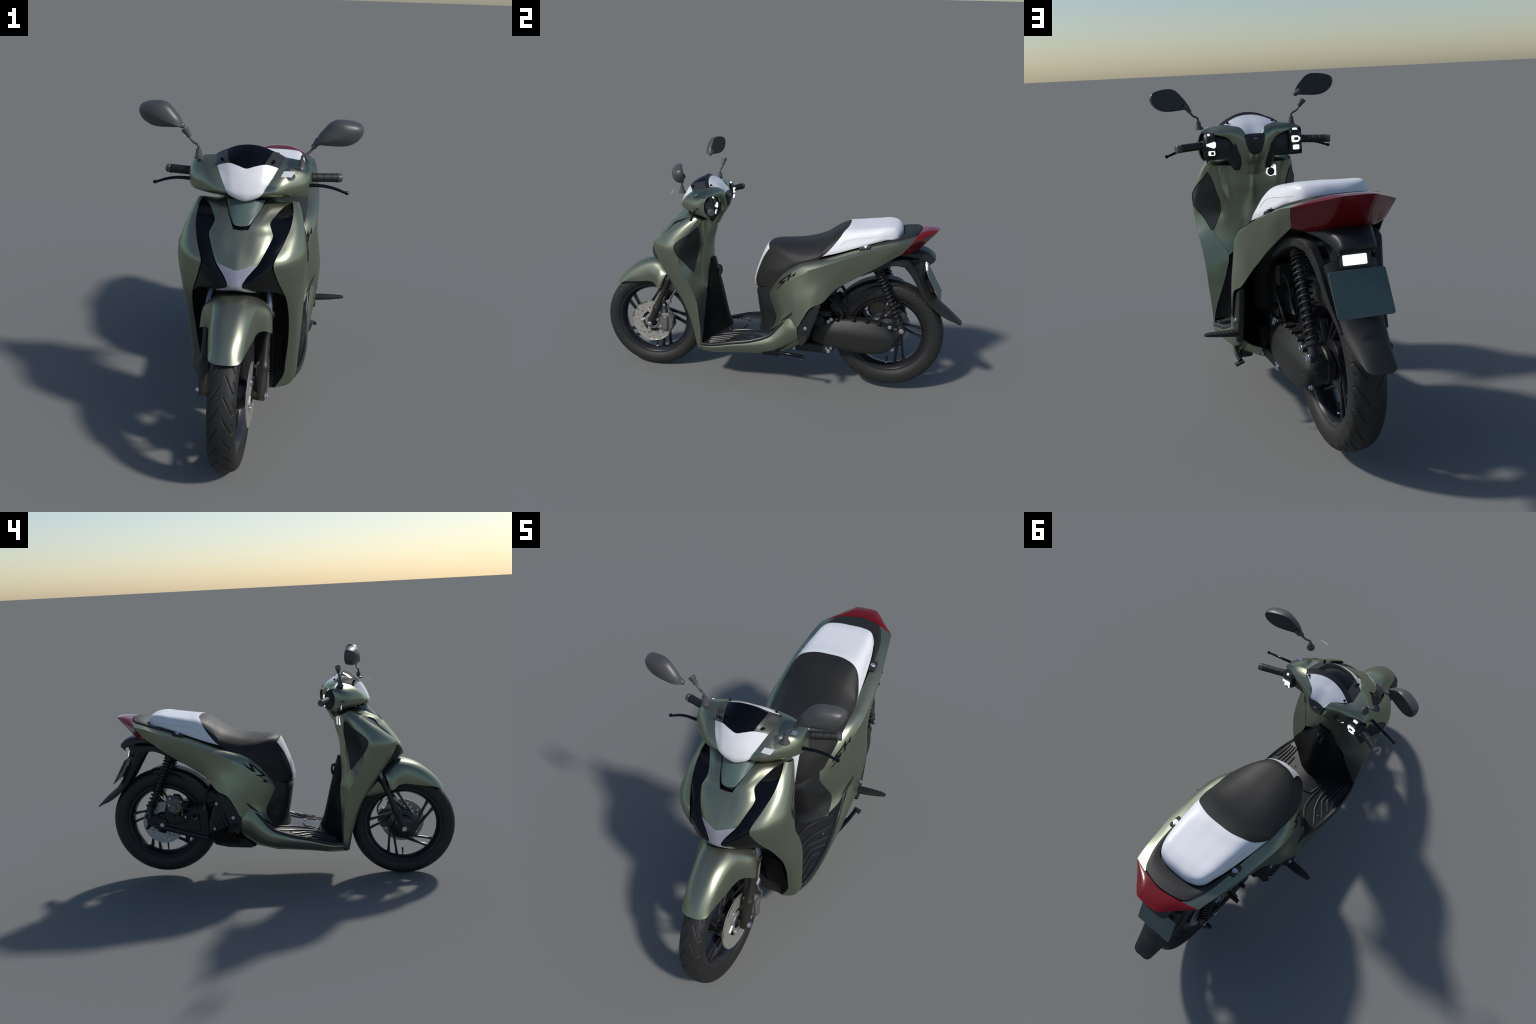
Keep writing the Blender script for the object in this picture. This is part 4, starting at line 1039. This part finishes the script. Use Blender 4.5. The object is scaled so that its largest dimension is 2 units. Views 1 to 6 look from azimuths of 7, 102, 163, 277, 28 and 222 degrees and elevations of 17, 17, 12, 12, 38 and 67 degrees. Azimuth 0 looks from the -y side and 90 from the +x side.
# ================================================================== REAR SUSPENSION
for sx in (1, -1):
    g = group("shock_absorber")
    A, B = V3(sx*.106, .545, .715), V3(sx*.106, .672, .431); E = V3(sx*.112, .688, .392)
    d = (B - A)/np.linalg.norm(B - A); u = np.cross(d, V3(1, 0, 0)); u /= np.linalg.norm(u); w = np.cross(d, u)
    L = np.linalg.norm(B - A)
    turns = 15; n = turns*16
    pts = []
    for i in range(n+1):
        s = i/n; s2 = (s**1.25); a = 2*math.pi*turns*s
        pts.append(A + d*L*s2*.96 + .0235*(math.cos(a)*u + math.sin(a)*w))
    put("coil_spring", tube(pts, .0042, 8, smooth=False), BLACK, g, angle=60)
    put("shock_body", cyl(A - d*.02, B, .0155, 20).add(cyl(B - d*.012, B + d*.002, .028, 24)).add(cyl(B, E, .020, 20)).add(cyl(A - d*.02, A + d*.012, .024, 20)), BLACK, g)
    put("shock_eye", cyl(E + V3(-.014, 0, 0), E + V3(.016, 0, 0), .017, 20), BLACK, g)
    put("shock_bolt", bolt(E + V3(sx*.018, .0, 0), (sx, 0, 0), .011, .009), BOLTM, g)

# hugger over the rear wheel
def arc(ang, r, x): return V3(x, RW[1] + r*math.cos(math.radians(ang)), RW[2] + r*math.sin(math.radians(ang)))
hug = []
for a, ro, wd in ((78, .304, .036), (84, .310, .050), (95, .314, .056), (110, .317, .060), (125, .320, .062), (140, .322, .063), (152, .323, .064), (162, .323, .064)):
    hug.append([arc(a, ro, 0), arc(a, ro, wd*.55), arc(a, ro - .004, wd*.85), arc(a, ro - .012, wd), arc(a + (1 if a > 90 else 0), ro - (.028 if a < 120 else .06), wd + .003)])
put("rear_hugger", sym_panel(hug, .004, tuple(RW), 4, 4), BLACK)
pair("hugger_bracket", prism([(.36, .50), (.40, .455), (.345, .44), (.30, .45), (.29, .49), (.33, .515)], .055, .085, .006), BLACK)

# ================================================================== ENGINE AND DRIVE
eng = group("engine")
put("crankcase", prism([(.16, .30), (.20, .24), (.30, .215), (.335, .235), (.355, .30), (.34, .40), (.28, .46), (.20, .46), (.16, .40)], -.085, .06, .02), ENGINE, eng)
put("air_box", prism([(.18, .50), (.25, .525), (.325, .552), (.335, .63), (.25, .65), (.18, .60)], -.12, .12, .012), ENGINE, eng)
put("throttle_body", cyl((.02, .30, .47), (.075, .33, .52), .026, 20, .004), ENGINE, eng)
put("cylinder_head", prism([(.08, .22), (.10, .20), (.26, .20), (.30, .23), (.28, .33), (.16, .34)], -.10, .06, .012), ENGINE, eng)
cvt_out = [(.203, .300), (.206, .350), (.225, .400), (.300, .413), (.427, .426), (.500, .424), (.567, .416), (.620, .396), (.655, .365), (.665, .310), (.630, .270), (.584, .248), (.500, .242), (.376, .253), (.273, .268), (.225, .280)]
put("drive_case", prism([(y, z) for y, z in cvt_out], .055, .098, .008), ENGINE, eng)
stations = [(.200, .315, .395, .100), (.215, .284, .405, .122), (.270, .268, .412, .136), (.376, .253, .422, .142), (.480, .243, .426, .143), (.560, .246, .418, .140), (.615, .262, .400, .134), (.650, .290, .372, .124), (.664, .318, .348, .108)]
G = []
sect = hermite(np.array([(0, 1.), (.40, .94), (.72, .62), (.95, .22), (1., -.15), (1., -.55), (.96, -.86), (.78, -.99), (0, -1.)]), 4)
for y, z0, z1, xo in hermite(np.array(stations), 6):
    zc, hh = (z0 + z1)/2, (z1 - z0)/2
    G.append([(.085 + (xo - .085)*q[0], y, zc + hh*q[1]) for q in sect])
S = grid(np.array(G)).facing((.05, .45, .34))
put("drive_cover", S.thick(.004), ENGINE, eng, angle=50)
for y, z in ((.34, .422), (.43, .430), (.50, .428), (.565, .420), (.62, .400)):
    put("cover_lug", box((.112, y, z), (.036, .020, .010), .002, rotation((1, 0, 0), -.25)), ENGINE, eng)
for k in range(4):
    a = math.radians(-15 - 14*k)
    p0, p1 = V3(.142, .47, .335), V3(.128, .47 + .17*math.cos(a), .335 + .085*math.sin(a))
    put("cover_rib", tube([p0, (p0+p1)/2 + V3(.001, 0, 0), p1], [.001, .003, .004], 6), ENGINE, eng)
for (y, z, x) in ((.312, .420, .128), (.298, .406, .128), (.626, .408, .132), (.294, .246, .12), (.305, .232, .125), (.316, .249, .118), (.645, .275, .11)):
    put("engine_bolt", bolt((x, y, z), (1, 0, 0), .0085, .009), BOLTM, eng)
put("final_drive", lathe([(.02, .108), (.052, .108), (.060, .100), (.062, .060), (.066, .055), (.066, .040), (.03, .040)], 40, 'x').moved((0, RW[1], RW[2])), ENGINE, eng)
put("drive_tail", prism([(.62, .385), (.66, .398), (.700, .400), (.708, .380), (.69, .365), (.655, .32), (.62, .32)], .080, .110, .006), ENGINE, eng)
put("engine_hanger", prism([(.10, .235), (.12, .215), (.30, .215), (.33, .235), (.315, .262), (.20, .27), (.12, .262)], .075, .125, .008), ENGINE, eng)
put("hanger_bolt", bolt((.128, .115, .232), (1, 0, 0), .008, .008), BOLTM, eng)
put("starter_motor", cyl((.05, .245, .405), (.13, .245, .405), .030, 24, .004).add(box((.095, .275, .445), (.05, .07, .04), .008)), ENGINE, eng)

# right side: finned cylinder, swing arm, caliper
arm = group("swing_arm")
put("arm_plate", prism([(.705, .375), (.696, .395), (.665, .388), (.625, .374), (.600, .400), (.586, .455), (.572, .462), (.560, .450), (.555, .395), (.530, .372), (.480, .385), (.440, .432), (.385, .440), (.350, .420), (.350, .240), (.395, .235), (.440, .262), (.540, .290), (.600, .300), (.655, .318), (.700, .320)], -.103, -.078, .006), ENGINE, arm)
put("arm_window_plate", prism([(.40, .385), (.44, .39), (.47, .37), (.47, .30), (.42, .285), (.40, .29)], -.108, -.098, .004), ENGINE, arm)
put("arm_brace", tube([(-.098, .66, .325), (-.100, .55, .298), (-.098, .45, .268), (-.094, .36, .245)], [.016, .017, .018, .018], 16), ENGINE, arm)
for y, z, r in ((.611, .339, .015), (.566, .442, .009), (.505, .390, .009), (.430, .368, .010), (.478, .372, .007)):
    put("arm_bolt", bolt((-.105, y, z), (-1, 0, 0), r, .010), BOLTM, arm)
put("arm_stub", cyl((-.10, .430, .375), (-.155, .430, .375), .011, 16).add(cyl((-.10, .508, .392), (-.182, .508, .392), .0105, 16)).add(cyl((-.10, .688, .392), (-.165, .688, .392), .011, 16)), ENGINE, arm)
put("axle_washer", cyl((-.118, .611, .339), (-.108, .611, .339), .028, 28), ENGINE, arm)
put("arm_bumper", cyl((-.10, .472, .262), (-.128, .480, .236), .014, 16).add(cyl((-.09, .695, .32), (-.13, .695, .318), .010, 14)), ENGINE, arm)
rc = group("rear_brake")
put("caliper", prism([(.591, .470), (.575, .490), (.555, .485), (.545, .497), (.515, .492), (.497, .466), (.487, .425), (.505, .400), (.54, .385), (.575, .405)], -.112, -.052, .008), CAST, rc)
put("caliper_piston", cyl((-.108, .548, .425), (-.120, .548, .425), .023, 24), CAST, rc)
put("caliper_bridge", prism([(.535, .485), (.505, .480), (.500, .455), (.525, .450), (.545, .468)], -.124, -.106, .004), CAST, rc)
put("pad_mark", box((-.121, .520, .412), (.004, .018, .008), .001, rotation((1, 0, 0), .5)).add(box((-.045, .545, .47), (.006, .010, .03), .001)).add(box((-.045, .59, .45), (.006, .010, .03), .001)), AMBER, rc)
for y, z in ((.584, .474), (.560, .482), (.503, .462)):
    put("caliper_bolt", bolt((-.116, y, z), (-1, 0, 0), .006, .006), BOLTM, rc)
put("brake_hose", tube([(-.115, .50, .445), (-.118, .46, .420), (-.115, .42, .425), (-.112, .375, .430), (-.11, .365, .47), (-.105, .35, .52), (-.09, .32, .56)], .0055, 10).add(
    tube([(-.118, .575, .342), (-.118, .50, .338), (-.118, .475, .35), (-.117, .478, .40)], .0028, 8)), MATT, rc)
put("hose_grip", box((-.112, .368, .425), (.014, .016, .034), .003), GREYP, rc)
put("cooling_shroud", prism([(.275, .52), (.215, .505), (.165, .43), (.158, .39), (.18, .355), (.24, .325), (.30, .30), (.335, .30), (.335, .36), (.305, .45)], -.205, -.09, .014), ENGINE, eng)
for k in range(9):
    y = .165 + k*.0155
    put("cooling_fin", box((-.135, y + .03, .272 + .001*k), (.13, .005, .085), .0015, rotation((1, 0, 0), -.42)), ENGINE, eng)
for k in range(6):
    put("shroud_slat", box((-.207, .195 + .021*k, .395 - .010*k), (.010, .008, .085 - .006*k), .002, rotation((1, 0, 0), -.35)), BLACK, eng)
put("shroud_lid", prism([(.250, .500), (.215, .492), (.178, .435), (.185, .420), (.225, .455), (.262, .470)], -.214, -.200, .004), BLACK, eng)
put("shroud_bolt", bolt((-.206, .300, .330), (-1, 0, 0), .007, .006).add(bolt((-.206, .285, .47), (-1, 0, 0), .007, .006)), BOLTM, eng)
put("wiring_hose", tube([(.10, .26, .56), (.115, .30, .53), (.118, .345, .49), (.11, .37, .44), (.10, .36, .42)], .006, 10).add(
    tube([(.07, .24, .57), (.09, .30, .555), (.10, .355, .60), (.09, .375, .56), (.085, .385, .50)], .0045, 10)), MATT, eng)
put("sump", prism([(.09, .205), (.12, .195), (.24, .200), (.31, .215), (.34, .24), (.30, .27), (.20, .275), (.13, .25)], -.14, .05, .01), ENGINE, eng)

# ================================================================== FOOT PEGS, STAND
for sx in (1, -1):
    g = group("foot_peg")
    bp = prism([(.268, .540), (.208, .512), (.148, .402), (.145, .358), (.166, .308), (.186, .310), (.212, .352), (.238, .43), (.258, .490)], .222, .246, .005)
    put("peg_bracket", bp if sx > 0 else bp.mirrored(), BLACK, g)
    G = []
    for x, hw, z, hh in ((.238, .020, .350, .010), (.262, .022, .352, .010), (.310, .020, .355, .008), (.350, .015, .358, .006), (.366, .010, .359, .005), (.372, .003, .359, .003)):
        yc = .190 + .02*(x-.238)
        G.append([(x, yc + hw*a, z + hh*b) for a, b in ((-1, -.3), (-.7, -1), (.7, -1), (1, -.3), (1, .6), (.8, 1), (-.8, 1), (-1, .6))])
    P = loft(np.array(G))
    if (P.normals()*(P.v-P.v.mean(0))).sum() < 0: P = P.flipped()
    put("peg_bar", P if sx > 0 else P.mirrored(), MATT, g)
    for x in np.linspace(.268, .345, 6):
        b_ = box((x, .190 + .02*(x-.238), .3625 + .004*(x-.26)), (.006, .030, .003), .001)
        put("peg_tread", b_ if sx > 0 else b_.mirrored(), MATT, g)
    put("peg_bolt", bolt((sx*.247, .192, .40), (sx, 0, 0), .008, .008), BOLTM, g)
std = group("side_stand")
put("stand_leg", tube([(.198, -.045, .218), (.216, .03, .232), (.229, .10, .236), (.234, .178, .232)], [.010, .010, .0095, .009], 14), GLOSS, std)
put("stand_foot", box((.240, .182, .228), (.036, .024, .008), .002, rotation((0, 1, 0), .35)), BLACK, std)
put("stand_spring", tube([(.185, -.01, .215), (.205, .06, .222), (.216, .11, .224)], .005, 10), BLACK, std)
put("stand_bracket", box((.175, .0, .215), (.05, .09, .03), .006), BLACK, std)
